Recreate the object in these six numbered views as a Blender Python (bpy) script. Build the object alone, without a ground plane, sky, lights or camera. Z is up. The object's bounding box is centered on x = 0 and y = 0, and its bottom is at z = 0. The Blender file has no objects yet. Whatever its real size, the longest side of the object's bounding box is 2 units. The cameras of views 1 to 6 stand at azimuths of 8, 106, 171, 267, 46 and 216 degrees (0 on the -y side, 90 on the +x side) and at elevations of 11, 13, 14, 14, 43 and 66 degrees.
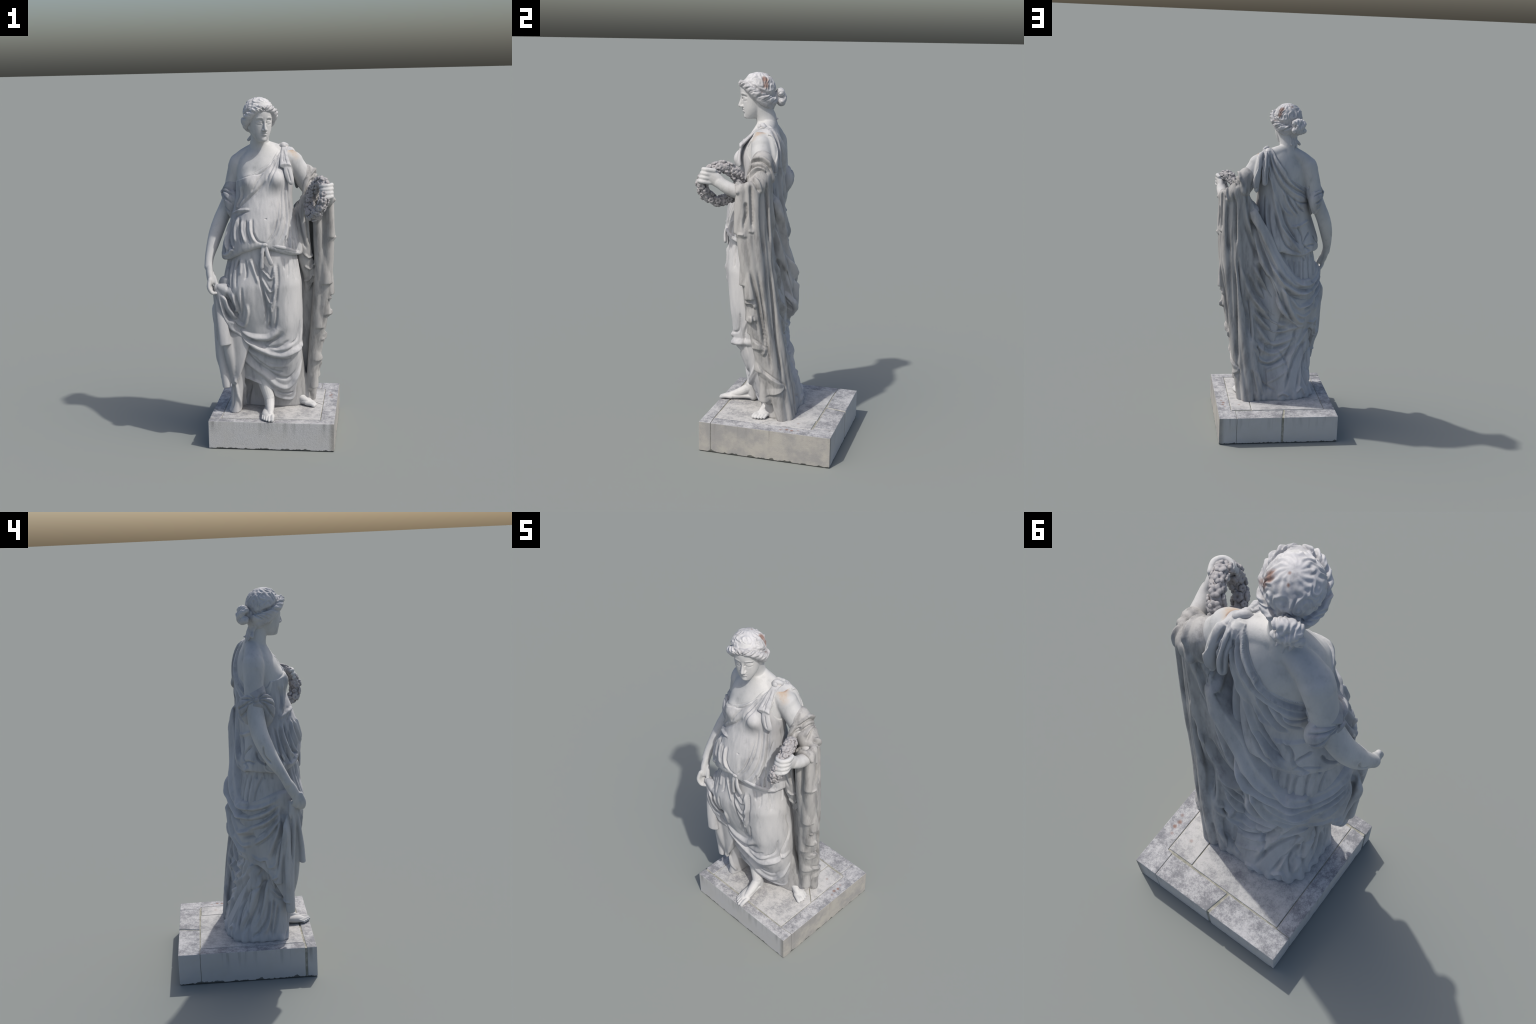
import bpy, bmesh, math, random
import numpy as np
from mathutils import Vector, kdtree, noise
from mathutils.bvhtree import BVHTree

# ------------------------------------------------------------------ helpers
def spline(points, per=10):
    """Catmull-Rom through control points (any number of columns)."""
    P = np.asarray(points, float)
    if len(P) < 3:
        t = np.linspace(0, 1, per + 1)[:, None]
        return P[0] * (1 - t) + P[-1] * t
    Q = np.vstack([2 * P[0] - P[1], P, 2 * P[-1] - P[-2]])
    out = []
    for i in range(1, len(Q) - 2):
        a, b, c, d = Q[i - 1], Q[i], Q[i + 1], Q[i + 2]
        t = np.linspace(0, 1, per, endpoint=False)[:, None]
        out.append(.5 * (2 * b + (c - a) * t + (2 * a - 5 * b + 4 * c - d) * t * t + (3 * b - a - 3 * c + d) * t ** 3))
    out.append(P[-1:])
    return np.vstack(out)

def tube(points, radii, seg=16, per=8, flat=None, cut=False):
    """Round-ended limb: control points with a radius each; flat = (axis, ratio) squashes it, cut leaves the far end square."""
    R = np.atleast_1d(radii).astype(float)
    if len(R) == 1: R = np.repeat(R, len(points))
    S = spline(np.c_[np.asarray(points, float), R], per)
    C, r = S[:, :3], np.maximum(S[:, 3], 1e-3)
    T = np.gradient(C, axis=0); T /= np.linalg.norm(T, axis=1)[:, None] + 1e-9
    # hemispherical ends
    k = np.radians([75, 50, 25])
    C = np.vstack([C[0] - T[0] * r[0] * np.sin(k)[:, None], C, C[-1] + T[-1] * r[-1] * np.sin(k[::-1])[:, None]])
    r = np.r_[r[0] * np.cos(k), r, r[-1] * np.cos(k[::-1])]
    T = np.vstack([np.repeat(T[:1], 3, 0), T, np.repeat(T[-1:], 3, 0)])
    n = np.cross(T[0], [0, 0, 1.]);
    if np.linalg.norm(n) < .1: n = np.cross(T[0], [1., 0, 0])
    V = []; a = np.linspace(0, 2 * np.pi, seg, endpoint=False)
    for c, t, q in zip(C, T, r):
        n = n - t * (n @ t); n /= np.linalg.norm(n); b = np.cross(t, n)
        ring = np.outer(np.cos(a), n) * q + np.outer(np.sin(a), b) * q
        if flat is not None:
            ax = np.asarray(flat[0], float); ax = ax / np.linalg.norm(ax)
            ring -= np.outer(ring @ ax, ax) * (1 - flat[1])
        V.append(c + ring)
    if cut: C, V = C[:-3], V[:-3]
    m = len(C); V = np.vstack(V + [C[:1], C[-1:]])
    F = []
    for i in range(m - 1):
        for j in range(seg):
            k2 = (j + 1) % seg
            F.append((i * seg + j, i * seg + k2, (i + 1) * seg + k2, (i + 1) * seg + j))
    for j in range(seg):
        F.append((m * seg, (j + 1) % seg, j))
        F.append((m * seg + 1, (m - 1) * seg + j, (m - 1) * seg + (j + 1) % seg))
    return V, F

def ball(c, r, R=None, n=24):
    """Ellipsoid with radii r; R = 3x3 rows are its axes."""
    u = np.linspace(0, np.pi, n // 2 + 1)[1:-1]; v = np.linspace(0, 2 * np.pi, n, endpoint=False)
    P = np.array([[math.sin(a) * math.cos(b), math.sin(a) * math.sin(b), math.cos(a)] for a in u for b in v] + [[0, 0, 1], [0, 0, -1]])
    P = P * np.asarray(r if np.ndim(r) else (r, r, r), float)
    if R is not None: P = P @ np.asarray(R, float)
    F = []; m = len(u)
    for i in range(m - 1):
        for j in range(n):
            F.append((i * n + j, (i + 1) * n + j, (i + 1) * n + (j + 1) % n, i * n + (j + 1) % n))
    for j in range(n):
        F.append((m * n, j, (j + 1) % n)); F.append((m * n + 1, (m - 1) * n + (j + 1) % n, (m - 1) * n + j))
    return P + np.asarray(c, float), F

def ring_interp(deg, table):
    """Smooth periodic interpolation of {azimuth: value}."""
    k = sorted(table); v = [table[a] for a in k]
    k3 = np.r_[np.array(k) - 360, k, np.array(k) + 360]; v3 = np.r_[v, v, v]
    d = np.asarray(deg, float) % 360
    f = lambda x: np.interp(x, k3, v3)
    return (f(d - 8) + 2 * f(d) + f(d + 8)) / 4

def polar(center, azimuths, radii, bottom, top, na=180, nz=110):
    """Star-shaped wrap: {z: radius at each azimuth} about a vertical axis."""
    zs = np.array(sorted(radii)); az = np.linspace(0, 360, na, endpoint=False)
    R = np.array([ring_interp(az, dict(zip(azimuths, radii[z]))) for z in zs])
    zb, zt = ring_interp(az, bottom), ring_interp(az, top)
    V = []
    for t in np.linspace(0, 1, nz):
        z = zb + (zt - zb) * t
        r = np.array([np.interp(z[j], zs, R[:, j]) for j in range(na)])
        V.append(np.c_[center[0] + r * np.sin(np.radians(az)), center[1] - r * np.cos(np.radians(az)), z])
    V = np.vstack(V + [V[0].mean(0)[None], V[-1].mean(0)[None]])
    return V, grid_faces(na, nz)

def grid_faces(na, nz):
    F = []
    for i in range(nz - 1):
        for j in range(na):
            k = (j + 1) % na
            F.append((i * na + j, i * na + k, (i + 1) * na + k, (i + 1) * na + j))
    for j in range(na):
        F.append((nz * na, (j + 1) % na, j)); F.append((nz * na + 1, (nz - 1) * na + j, (nz - 1) * na + (j + 1) % na))
    return F

def loft(levels, bottom, top, na=180, nz=120, twist=0., turn=0.):
    """Body of horizontal super-ellipse sections (z, xmin, xmax, yfront, yback, power).
    bottom / top are hem heights, a number or {azimuth: z}; azimuth 0 faces front (-y), 90 the +x side."""
    L = np.array(sorted(levels), float)
    az = np.linspace(0, 360, na, endpoint=False)
    hem = lambda h: ring_interp(az, h) if isinstance(h, dict) else np.full(na, float(h))
    zb, zt = hem(bottom), hem(top)
    def at(z):
        zz = np.clip(z, L[0, 0], L[-1, 0])
        def s(col):
            f = lambda q: np.interp(q, L[:, 0], L[:, col])
            return (f(zz - .012) + 2 * f(zz) + f(zz + .012)) / 4
        return [s(c) for c in range(1, 6)]
    sa, ca = np.sin(np.radians(az)), np.cos(np.radians(az))
    V = []
    for t in np.linspace(0, 1, nz):
        z = zb + (zt - zb) * t
        x0, x1, y0, y1, p = at(z)
        cx, cy = (x0 + x1) / 2, (y0 + y1) / 2
        hx, hy = (x1 - x0) / 2, (y1 - y0) / 2
        r = (np.abs(sa / hx) ** p + np.abs(ca / hy) ** p) ** (-1 / p)
        y = cy - r * ca
        V.append(np.c_[cx + r * sa, y + twist * r * sa * np.clip((y - y0) / (y1 - y0), 0, 1) + turn * r * sa * np.clip((y1 - y) / (y1 - y0), 0, 1), z])
    V = np.vstack(V + [V[0].mean(0)[None], V[-1].mean(0)[None]])
    return V, grid_faces(na, nz)

def to_mesh(name, V, F):
    me = bpy.data.meshes.new(name); me.from_pydata([tuple(v) for v in V], [], F); me.update(); return me

def fuse(pieces, voxel, smooth=3):
    """Union of overlapping pieces as one skin (voxel remesh), relaxed."""
    V, F, o = [], [], 0
    for v, f in pieces:
        V.append(v); F += [tuple(i + o for i in q) for q in f]; o += len(v)
    me = to_mesh("tmp", np.vstack(V), F)
    ob = bpy.data.objects.new("tmp", me); bpy.context.scene.collection.objects.link(ob)
    m = ob.modifiers.new("r", "REMESH"); m.mode = "VOXEL"; m.voxel_size = voxel; m.adaptivity = 0
    dg = bpy.context.evaluated_depsgraph_get()
    ev = bpy.data.meshes.new_from_object(ob.evaluated_get(dg))
    bpy.data.objects.remove(ob); bpy.data.meshes.remove(me)
    S = Skin(ev); bpy.data.meshes.remove(ev)
    S.relax(smooth)
    return S

class Skin:
    """Quad surface in numpy that can be relaxed and carved with strokes."""
    def __init__(s, me):
        n = len(me.vertices); s.V = np.empty(n * 3); me.vertices.foreach_get("co", s.V); s.V = s.V.reshape(-1, 3)
        s.F = np.empty(len(me.loops), np.int32); me.loops.foreach_get("vertex_index", s.F)
        tot = np.empty(len(me.polygons), np.int32); me.polygons.foreach_get("loop_total", tot)
        assert (tot == 4).all(); s.F = s.F.reshape(-1, 4)
        e = np.empty(len(me.edges) * 2, np.int32); me.edges.foreach_get("vertices", e); s.E = e.reshape(-1, 2)
        s.deg = np.bincount(s.E.ravel(), minlength=n)[:, None]
    def relax(s, n, f=.6, mask=None):
        for _ in range(n):
            acc = np.zeros_like(s.V)
            for k in range(3):
                acc[:, k] = np.bincount(s.E[:, 0], s.V[s.E[:, 1], k], len(s.V)) + np.bincount(s.E[:, 1], s.V[s.E[:, 0], k], len(s.V))
            d = (acc / s.deg - s.V) * f
            s.V += d if mask is None else d * mask[:, None]
    def normals(s, soft=2):
        q = s.V[s.F]; fn = np.cross(q[:, 2] - q[:, 0], q[:, 3] - q[:, 1])
        N = np.zeros_like(s.V)
        for c in range(4):
            for k in range(3): N[:, k] += np.bincount(s.F[:, c], fn[:, k], len(s.V))
        for _ in range(soft):
            A = N.copy()
            for k in range(3):
                A[:, k] += np.bincount(s.E[:, 0], N[s.E[:, 1], k], len(N)) + np.bincount(s.E[:, 1], N[s.E[:, 0], k], len(N))
            N = A
        return N / (np.linalg.norm(N, axis=1)[:, None] + 1e-12)
    def carve(s, strokes):
        """Strokes: (kind, width, height, control points in mm). kind ridge / groove / lap / fold.
        Heights in mm; every stroke is snapped to the surface and fades at its ends."""
        s.kd = kdtree.KDTree(len(s.V))
        for i, v in enumerate(s.V): s.kd.insert(v, i)
        s.kd.balance()
        N = s.normals(6)
        D = np.zeros(len(s.V))
        for kind, w, h, pts in strokes:
            w *= .001; h *= .001
            P = spline(np.array(pts, float) * .001, 12)
            idx = [s.kd.find(p)[1] for p in P]
            P = s.V[idx]; nn = N[idx]
            for _ in range(2): P[1:-1] = (P[:-2] + 2 * P[1:-1] + P[2:]) / 4
            # resample evenly
            seg = np.linalg.norm(np.diff(P, axis=0), axis=1); cum = np.r_[0, np.cumsum(seg)]
            m = max(4, int(cum[-1] / .004)); u = np.linspace(0, cum[-1], m)
            P = np.c_[[np.interp(u, cum, P[:, k]) for k in range(3)]].T
            nn = np.c_[[np.interp(u, cum, nn[:, k]) for k in range(3)]].T
            nn /= np.linalg.norm(nn, axis=1)[:, None] + 1e-9
            T = np.gradient(P, axis=0); T /= np.linalg.norm(T, axis=1)[:, None] + 1e-9
            B = np.cross(nn, T)
            reach = w * 1.05
            lo, hi = P.min(0) - reach, P.max(0) + reach
            sel = np.where(((s.V > lo) & (s.V < hi)).all(1))[0]
            if not len(sel): continue
            best = np.full(len(sel), 9.); bi = np.zeros(len(sel), int)
            for i in range(m):
                d = s.V[sel] - P[i]; d = np.einsum("ij,ij->i", d, d)
                k = d < best; best[k] = d[k]; bi[k] = i
            dist = np.sqrt(best); ok = dist < reach
            ok &= np.einsum("ij,ij->i", N[sel], nn[bi]) > -.1
            sel, bi, dist = sel[ok], bi[ok], dist[ok]
            side = np.einsum("ij,ij->i", s.V[sel] - P[bi], B[bi])
            t = bi / (m - 1)
            fade = np.clip(np.minimum(t, 1 - t) * 5 + .12, 0, 1); fade = fade * fade * (3 - 2 * fade)
            q = np.clip(dist / w, 0, 1)
            if kind == "ridge": v = (1 - q * q) ** 2
            elif kind == "groove": v = -(1 - q) ** 1.5
            elif kind == "fold":      # round ridge with a sharp cut on its left hand
                o = side / w
                v = np.where(o < 0, (1 - q * q) ** 2, np.clip(1 - q / .35, 0, 1) ** 1.3 * 1.6 - .6 * np.clip(1 - np.abs(q - .4) / .4, 0, 1))
            elif kind == "lap":       # cloth edge: raised on the right hand, undercut on the left
                v = np.where(side < 0, (1 - q) ** 1.0 * (1 - .2 * np.exp(-dist / .003)), np.clip(1 - dist / .004, 0, 1) - .35 * np.clip(1 - np.abs(dist - .008) / .008, 0, 1))
            D[sel] += v * h * fade * (1.55 if kind == "groove" else 1.2)
        s.V += N * D[:, None]
    def swell(s, spots):
        """Soft bulges: (centre, radius, height)."""
        N = s.normals(10)
        for c, r, h in spots:
            d = np.linalg.norm(s.V - np.array(c), axis=1); s.V += N * (h * np.exp(-(d / r) ** 2))[:, None]
    def mesh(s, name):
        return to_mesh(name, s.V, [tuple(f) for f in s.F.tolist()])

# ------------------------------------------------------------------ body
YAW = math.radians(27)
FWD, SIDE = np.array([math.sin(YAW), -math.cos(YAW), 0]), np.array([math.cos(YAW), math.sin(YAW), 0])
HEAD0 = np.array([-.046, -.163, 0])
HEADROT = np.array([FWD, SIDE, [0, 0, 1]])
def hp(f, l, z): return HEAD0 + FWD * f + SIDE * l + np.array([0, 0, z])

def head_loft(levels):
    """levels: z, half width, front, back in the head's own frame."""
    V, F = loft([(z, -w, w, -f, -b, p) for z, w, f, b, p in levels], levels[0][0], levels[-1][0], 60, 60)
    W = HEAD0 + np.outer(-V[:, 1], FWD) + np.outer(V[:, 0], SIDE) + np.outer(V[:, 2], [0, 0, 1])
    return W, F

TORSO = [(1.06, -.255, .160, -.285, .004, 2.1), (1.10, -.274, .178, -.308, .014, 2.1), (1.14, -.276, .182, -.314, .012, 2.1), (1.18, -.264, .176, -.316, .003, 2.1),
         (1.22, -.250, .165, -.314, -.004, 2.1), (1.30, -.220, .145, -.304, -.012, 2.1), (1.38, -.200, .128, -.283, -.018, 2.1),
         (1.45, -.188, .122, -.258, -.018, 2.1), (1.52, -.182, .130, -.246, -.012, 2.1), (1.57, -.182, .135, -.238, -.008, 2.1),
         (1.62, -.178, .130, -.222, -.014, 2.1), (1.66, -.165, .118, -.200, -.027, 2.0), (1.69, -.138, .092, -.182, -.040, 2.0),
         (1.72, -.105, .050, -.165, -.055, 2.0), (1.74, -.09, .02, -.155, -.065, 2.0)]
BLOUSE_HEM = {0: 1.195, 30: 1.165, 60: 1.125, 90: 1.112, 120: 1.105, 150: 1.10, 180: 1.11, 210: 1.085, 240: 1.09, 270: 1.09, 300: 1.10, 325: 1.155}

def flesh_pieces():
    P = [loft(TORSO, BLOUSE_HEM, 1.74, twist=.12, turn=.04)]
    # neck, shoulders
    P += [tube([(-.055, -.105, 1.68), (-.052, -.118, 1.76), (-.04, -.14, 1.83)], [.062, .052, .052], 24)]
    P += [tube([(-.07, -.095, 1.715), (-.15, -.092, 1.658), (-.188, -.09, 1.61)], [.038, .049, .054], 20),
          tube([(-.03, -.095, 1.72), (.07, -.09, 1.675), (.135, -.085, 1.635)], [.04, .05, .056], 20)]
    # rolled cloth of the strap falling behind the left shoulder
    P += [tube([(.090, -.085, 1.718), (.122, -.046, 1.686), (.140, -.020, 1.62), (.148, -.010, 1.55), (.150, -.010, 1.485)], [.013, .017, .019, .019, .012], 12),
          tube([(.070, -.075, 1.724), (.090, -.038, 1.688), (.098, -.010, 1.61), (.098, -.002, 1.53)], [.013, .016, .016, .013], 12)]
    # right arm (viewer's left)
    P += [tube([(-.178, -.09, 1.63), (-.208, -.086, 1.53), (-.236, -.084, 1.42), (-.287, -.098, 1.31), (-.314, -.125, 1.235), (-.331, -.157, 1.17), (-.345, -.198, 1.105), (-.348, -.228, 1.05)],
               [.056, .050, .046, .044, .042, .036, .027, .024], 20)]
    P += [tube([(-.344, -.213, 1.075), (-.340, -.245, 1.02), (-.330, -.268, .975)], [.024, .028, .025], 16, flat=((1, .3, 0), .75)),
          tube([(-.336, -.232, 1.035), (-.312, -.254, .99), (-.296, -.272, .95), (-.288, -.278, .925)], [.013, .013, .011, .009], 12)]
    for y, z in ((-.250, .972), (-.268, .962), (-.285, .955), (-.298, .957)):
        P += [tube([(-.332, y + .006, z + .03), (-.336, y - .008, z - .01), (-.320, y - .004, z - .042), (-.297, y + .010, z - .046)], [.012, .0115, .0105, .009], 10)]
    # left arm
    P += [tube([(.128, -.085, 1.635), (.170, -.075, 1.575), (.210, -.064, 1.50), (.258, -.072, 1.435), (.298, -.098, 1.415), (.326, -.150, 1.415), (.336, -.205, 1.437), (.340, -.24, 1.458)],
               [.057, .054, .050, .041, .038, .036, .033, .031], 20)]
    P += [tube([(.340, -.225, 1.448), (.342, -.262, 1.475), (.348, -.298, 1.497)], [.031, .036, .033], 16, flat=((1, 0, 0), .6))]
    for i in range(4):
        z = 1.524 - .0205 * i; y = -.286 - .008 * i
        P += [tube([(.350, y + .02, z - .004), (.362, y - .014, z + .001), (.346, y - .042, z), (.318, y - .046, z - .003), (.300, y - .03, z - .004)], [.0125, .012, .011, .0105, .009], 10)]
    P += [tube([(.332, -.255, 1.482), (.316, -.272, 1.490), (.306, -.292, 1.488)], [.016, .013, .011], 10)]
    # head
    P += [head_loft([(1.756, .020, .064, .020, 2), (1.766, .032, .073, -.01, 2.1), (1.785, .043, .074, -.03, 2.2), (1.80, .052, .077, -.045, 2.2), (1.82, .058, .080, -.055, 2.2),
                     (1.845, .063, .082, -.065, 2.2), (1.865, .065, .085, -.07, 2.2), (1.885, .064, .093, -.075, 2.2), (1.91, .066, .094, -.08, 2.2), (1.94, .064, .09, -.08, 2.2),
                     (1.965, .05, .07, -.065, 2), (1.98, .03, .05, -.04, 2)])]
    P += [tube([hp(.084, 0, 1.880), hp(.087, 0, 1.858), hp(.0915, 0, 1.836), hp(.0955, 0, 1.8255)], [.008, .008, .0108, .0108], 14, flat=(SIDE, .78)),
          ball(hp(.086, .0095, 1.821), (.010, .0075, .0075), HEADROT), ball(hp(.086, -.0095, 1.821), (.010, .0075, .0075), HEADROT)]
    P += [ball(hp(.073, 0, 1.8055), (.013, .020, .006), HEADROT), ball(hp(.071, 0, 1.796), (.013, .017, .006), HEADROT), ball(hp(.06, 0, 1.770), (.015, .019, .014), HEADROT)]
    P += [ball(hp(.0645, s * .029, 1.862), (.013, .015, .009), HEADROT) for s in (1, -1)]
    P += [ball(hp(.0, s * .062, 1.838), (.012, .007, .018), HEADROT) for s in (1, -1)]
    return P

def foot(heel, toe, shin_top, flip):
    """Bare foot with five toes; flip = +1 puts the big toe on the left of the walking direction."""
    h, t = np.array(heel, float), np.array(toe, float); d = (t - h); ln = np.linalg.norm(d); d /= ln; s = np.cross([0, 0, 1.], d) * flip
    z0 = .165; up = np.array([0, 0, 1.])
    a = lambda f, l, z: h + d * f * ln + s * l + up * (z + z0 - h[2])
    P = [tube([shin_top, a(.16, 0, .085)], [.042, .031], 16), tube([a(.17, 0, .09), a(.12, 0, .05), a(.1, 0, .028)], [.031, .030, .027], 14),
         tube([a(.1, 0, .026), a(.35, -.004, .026), a(.60, -.004, .022), a(.72, 0, .016)], [.026, .03, .035, .030], 16, flat=((0, 0, 1), .62)),
         tube([a(.2, .004, .075), a(.45, .008, .046), a(.68, .01, .028)], [.028, .024, .016], 14)]
    for i, (l, f, r) in enumerate([(.026, .98, .0125), (.008, 1.0, .0088), (-.007, .96, .0083), (-.020, .91, .008), (-.031, .85, .0078)]):
        P.append(tube([a(.68, l * .95, .018), a(f - .12, l, .018), a(f - .02, l, .011)], [r, r * .95, r * .9], 10))
    return P

SKIRT = [(.18, -.20, .118, -.095, .03, 2), (.28, -.235, .130, -.160, .03, 2.2), (.35, -.25, .145, -.188, .03, 2.2), (.44, -.255, .160, -.204, .03, 2.2), (.52, -.258, .168, -.228, .03, 2.3),
         (.65, -.265, .176, -.254, .03, 2.3), (.80, -.272, .180, -.282, .025, 2.3), (.95, -.268, .176, -.310, .010, 2.3), (1.08, -.246, .156, -.304, -.012, 2.2), (1.18, -.225, .142, -.292, -.025, 2.2), (1.26, -.21, .13, -.28, -.03, 2.2)]
SKIRT_HEM = {0: .315, 22: .292, 45: .235, 60: .208, 75: .203, 90: .222, 114: .25, 150: .42, 180: .8, 250: .8, 268: .6, 290: .41, 310: .375, 335: .345}
UNDER = [(.165, -.236, .205, -.08, .116, 2.1), (.22, -.222, .20, -.085, .114, 2.1), (.30, -.21, .19, -.10, .090, 1.85), (.40, -.205, .18, -.115, .054, 1.85), (.50, -.205, .17, -.13, .024, 1.9), (.60, -.215, .165, -.15, .014, 2.1), (.78, -.23, .165, -.2, .010, 2.1), (.92, -.22, .165, -.2, .004, 2.1), (1.05, -.21, .155, -.2, -.01, 2.1), (1.15, -.19, .14, -.18, -.03, 2.1)]
WRAP_C = (-.05, -.12)
WRAP_AZ = (0, 60, 90, 120, 150, 180, 205, 225, 245, 265, 285, 305, 325, 345)
WRAP = {.28: (0.1, 0.1, 0.1, 0.1, 0.12, 0.12, 0.11, 0.12, 0.125, 0.158, 0.213, 0.205, 0.165, 0.1),
        .40: (0.1, 0.1, 0.1, 0.1, 0.13, 0.13, 0.13, 0.14, 0.145, 0.183, 0.238, 0.215, 0.165, 0.1),
        .55: (0.1, 0.1, 0.1, 0.12, 0.15, 0.16, 0.145, 0.162, 0.17, 0.21, 0.26, 0.235, 0.165, 0.1),
        .72: (0.1, 0.1, 0.12, 0.16, 0.2, 0.188, 0.17, 0.182, 0.198, 0.234, 0.268, 0.25, 0.165, 0.1),
        .83: (0.1, 0.1, 0.13, 0.195, 0.202, 0.184, 0.166, 0.178, 0.195, 0.226, 0.262, 0.26, 0.165, 0.1),
        .95: (0.1, 0.12, 0.15, 0.225, 0.196, 0.164, 0.156, 0.17, 0.188, 0.22, 0.252, 0.27, 0.165, 0.1),
        1.02: (0.1, 0.12, 0.15, 0.235, 0.182, 0.154, 0.14, 0.155, 0.17, 0.209, 0.238, 0.26, 0.16, 0.1),
        1.1: (0.1, 0.15, 0.185, 0.238, 0.165, 0.145, 0.13, 0.14, 0.15, 0.174, 0.188, 0.196, 0.15, 0.1),
        1.25: (0.1, 0.15, 0.19, 0.25, 0.15, 0.125, 0.11, 0.11, 0.11, 0.114, 0.108, 0.116, 0.12, 0.1),
        1.42: (0.1, 0.15, 0.21, 0.25, 0.15, 0.1, 0.09, 0.09, 0.09, 0.094, 0.088, 0.096, 0.1, 0.1)}
WRAP_TOP = {0: .9, 60: 1.2, 90: 1.42, 115: 1.42, 135: 1.29, 150: 1.17, 165: 1.09, 180: 1.03, 195: .975, 210: .925, 230: .91, 255: .935, 275: .965, 290: .985, 308: .995, 320: .97, 340: .9}
WRAP_BOT = {0: .7, 60: .7, 110: 1.0, 130: 1.05, 150: .95, 165: .82, 180: .70, 205: .64, 225: .61, 245: .595, 262: .57, 270: .55, 278: .49, 288: .40, 300: .335, 315: .36, 330: .62}
# hanging end of the cloak: each fold is a column given by its foot line from the forearm to the plinth
COLUMNS = [([(.268, -.120, 1.40), (.276, -.120, 1.20), (.278, -.104, 1.02), (.258, -.074, .74), (.234, -.042, .50), (.208, -.004, .27)], .032),
           ([(.336, -.126, 1.430), (.332, -.120, 1.20), (.322, -.100, 1.02), (.290, -.072, .74), (.248, -.034, .50), (.216, .004, .30)], .034),
           ([(.334, -.095, 1.448), (.332, -.085, 1.20), (.322, -.062, 1.00), (.292, -.038, .74), (.250, .004, .48), (.216, .054, .21)], .026),
           ([(.310, -.068, 1.452), (.310, -.060, 1.20), (.300, -.042, .98), (.276, -.018, .74), (.244, .026, .48), (.206, .072, .17)], .036),
           ([(.276, -.046, 1.465), (.278, -.036, 1.20), (.268, -.016, .98), (.248, .008, .74), (.218, .054, .48), (.186, .108, .17)], .025),
           ([(.244, -.032, 1.48), (.246, -.022, 1.20), (.240, -.004, .98), (.222, .022, .74), (.190, .066, .48), (.154, .106, .17)], .031),
           ([(.178, -.02, .88), (.166, .020, .70), (.144, .064, .48), (.122, .088, .32), (.100, .108, .17)], .026)]

def cloak_pieces():
    P = [polar(WRAP_C, WRAP_AZ, WRAP, WRAP_BOT, WRAP_TOP)]
    P += [tube(p, [r * .9] + [r] * (len(p) - 2) + [r * .85], 16) for p, r in COLUMNS]
    P += [loft([(.165, .02, .19, .02, .108, 2.2), (.4, .04, .21, .0, .062, 2.2), (.7, .04, .27, -.05, .030, 2.2), (1.0, .06, .28, -.07, .006, 2.2), (1.3, .13, .29, -.08, -.01, 2.2), (1.46, .20, .28, -.08, -.02, 2.2)], .165, 1.46)]
    # inner fall beside the body
    P += [tube([(.195, -.125, 1.42), (.185, -.13, 1.28), (.195, -.115, 1.10), (.215, -.08, .97), (.200, -.058, .88)], [.030, .04, .042, .035, .015], 16, flat=((0, 1, 0), .6))]
    # roll round the upper arm
    P += [tube([(.200, -.060, 1.562), (.228, -.055, 1.51), (.265, -.060, 1.45)], [.056, .058, .058], 20),
          tube([(.20, -.135, 1.40), (.212, -.115, 1.50), (.230, -.068, 1.568), (.238, -.022, 1.548), (.228, -.004, 1.48)], [.02, .024, .020, .020, .018], 12)]
    P += [tube([(.282, -.150, 1.385), (.296, -.152, 1.440), (.334, -.150, 1.455), (.366, -.140, 1.42)], [.014, .015, .014, .012], 12)]
    P += [tube([(.340, -.140, 1.425), (.346, -.142, 1.32), (.344, -.140, 1.205)], [.018, .021, .025], 14, cut=True)]
    # lobes of the zigzag front edge
    for a, b, r in (((.335, -0.122, 1.36), (.340, -0.117, 1.19), .034), ((.300, -0.117, 1.14), (.318, -0.104, .93), .036), ((.330, -0.087, 1.10), (.335, -0.077, .86), .028),
                    ((.296, -0.084, .90), (.308, -0.074, .74), .034), ((.268, -0.084, .84), (.270, -0.076, .66), .034), ((.268, -0.052, .72), (.278, -0.048, .58), .032),
                    ((.250, -0.048, .60), (.248, -0.042, .45), .032), ((.235, -0.024, .46), (.230, -0.020, .27), .030)):
        a, b = np.array(a), np.array(b)
        P.append(tube([a, (a + b) / 2, b], [r * .55, r * .85, r * 1.05], 14, cut=True))
    # gathered end falling from the hand
    P += [tube([(-.298, -.264, .935), (-.278, -.280, .80), (-.262, -.290, .70), (-.250, -.294, .605)], [.016, .026, .032, .037], 16, flat=((.25, -.95, 0), .5), cut=True),
          tube([(-.303, -.25, .93), (-.296, -.235, .75), (-.284, -.222, .52), (-.262, -.225, .33)], [.02, .028, .028, .025], 14, cut=True),
          tube([(-.300, -.255, .93), (-.300, -.200, .75), (-.285, -.170, .60), (-.278, -.165, .50)], [.018, .025, .026, .024], 14, cut=True),
          tube([(-.295, -.262, .925), (-.262, -.258, .76), (-.235, -.250, .55), (-.215, -.222, .39)], [.018, .025, .03, .022], 14, cut=True),
          ball((-.298, -.276, .940), (.016, .018, .022))]
    return P

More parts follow.
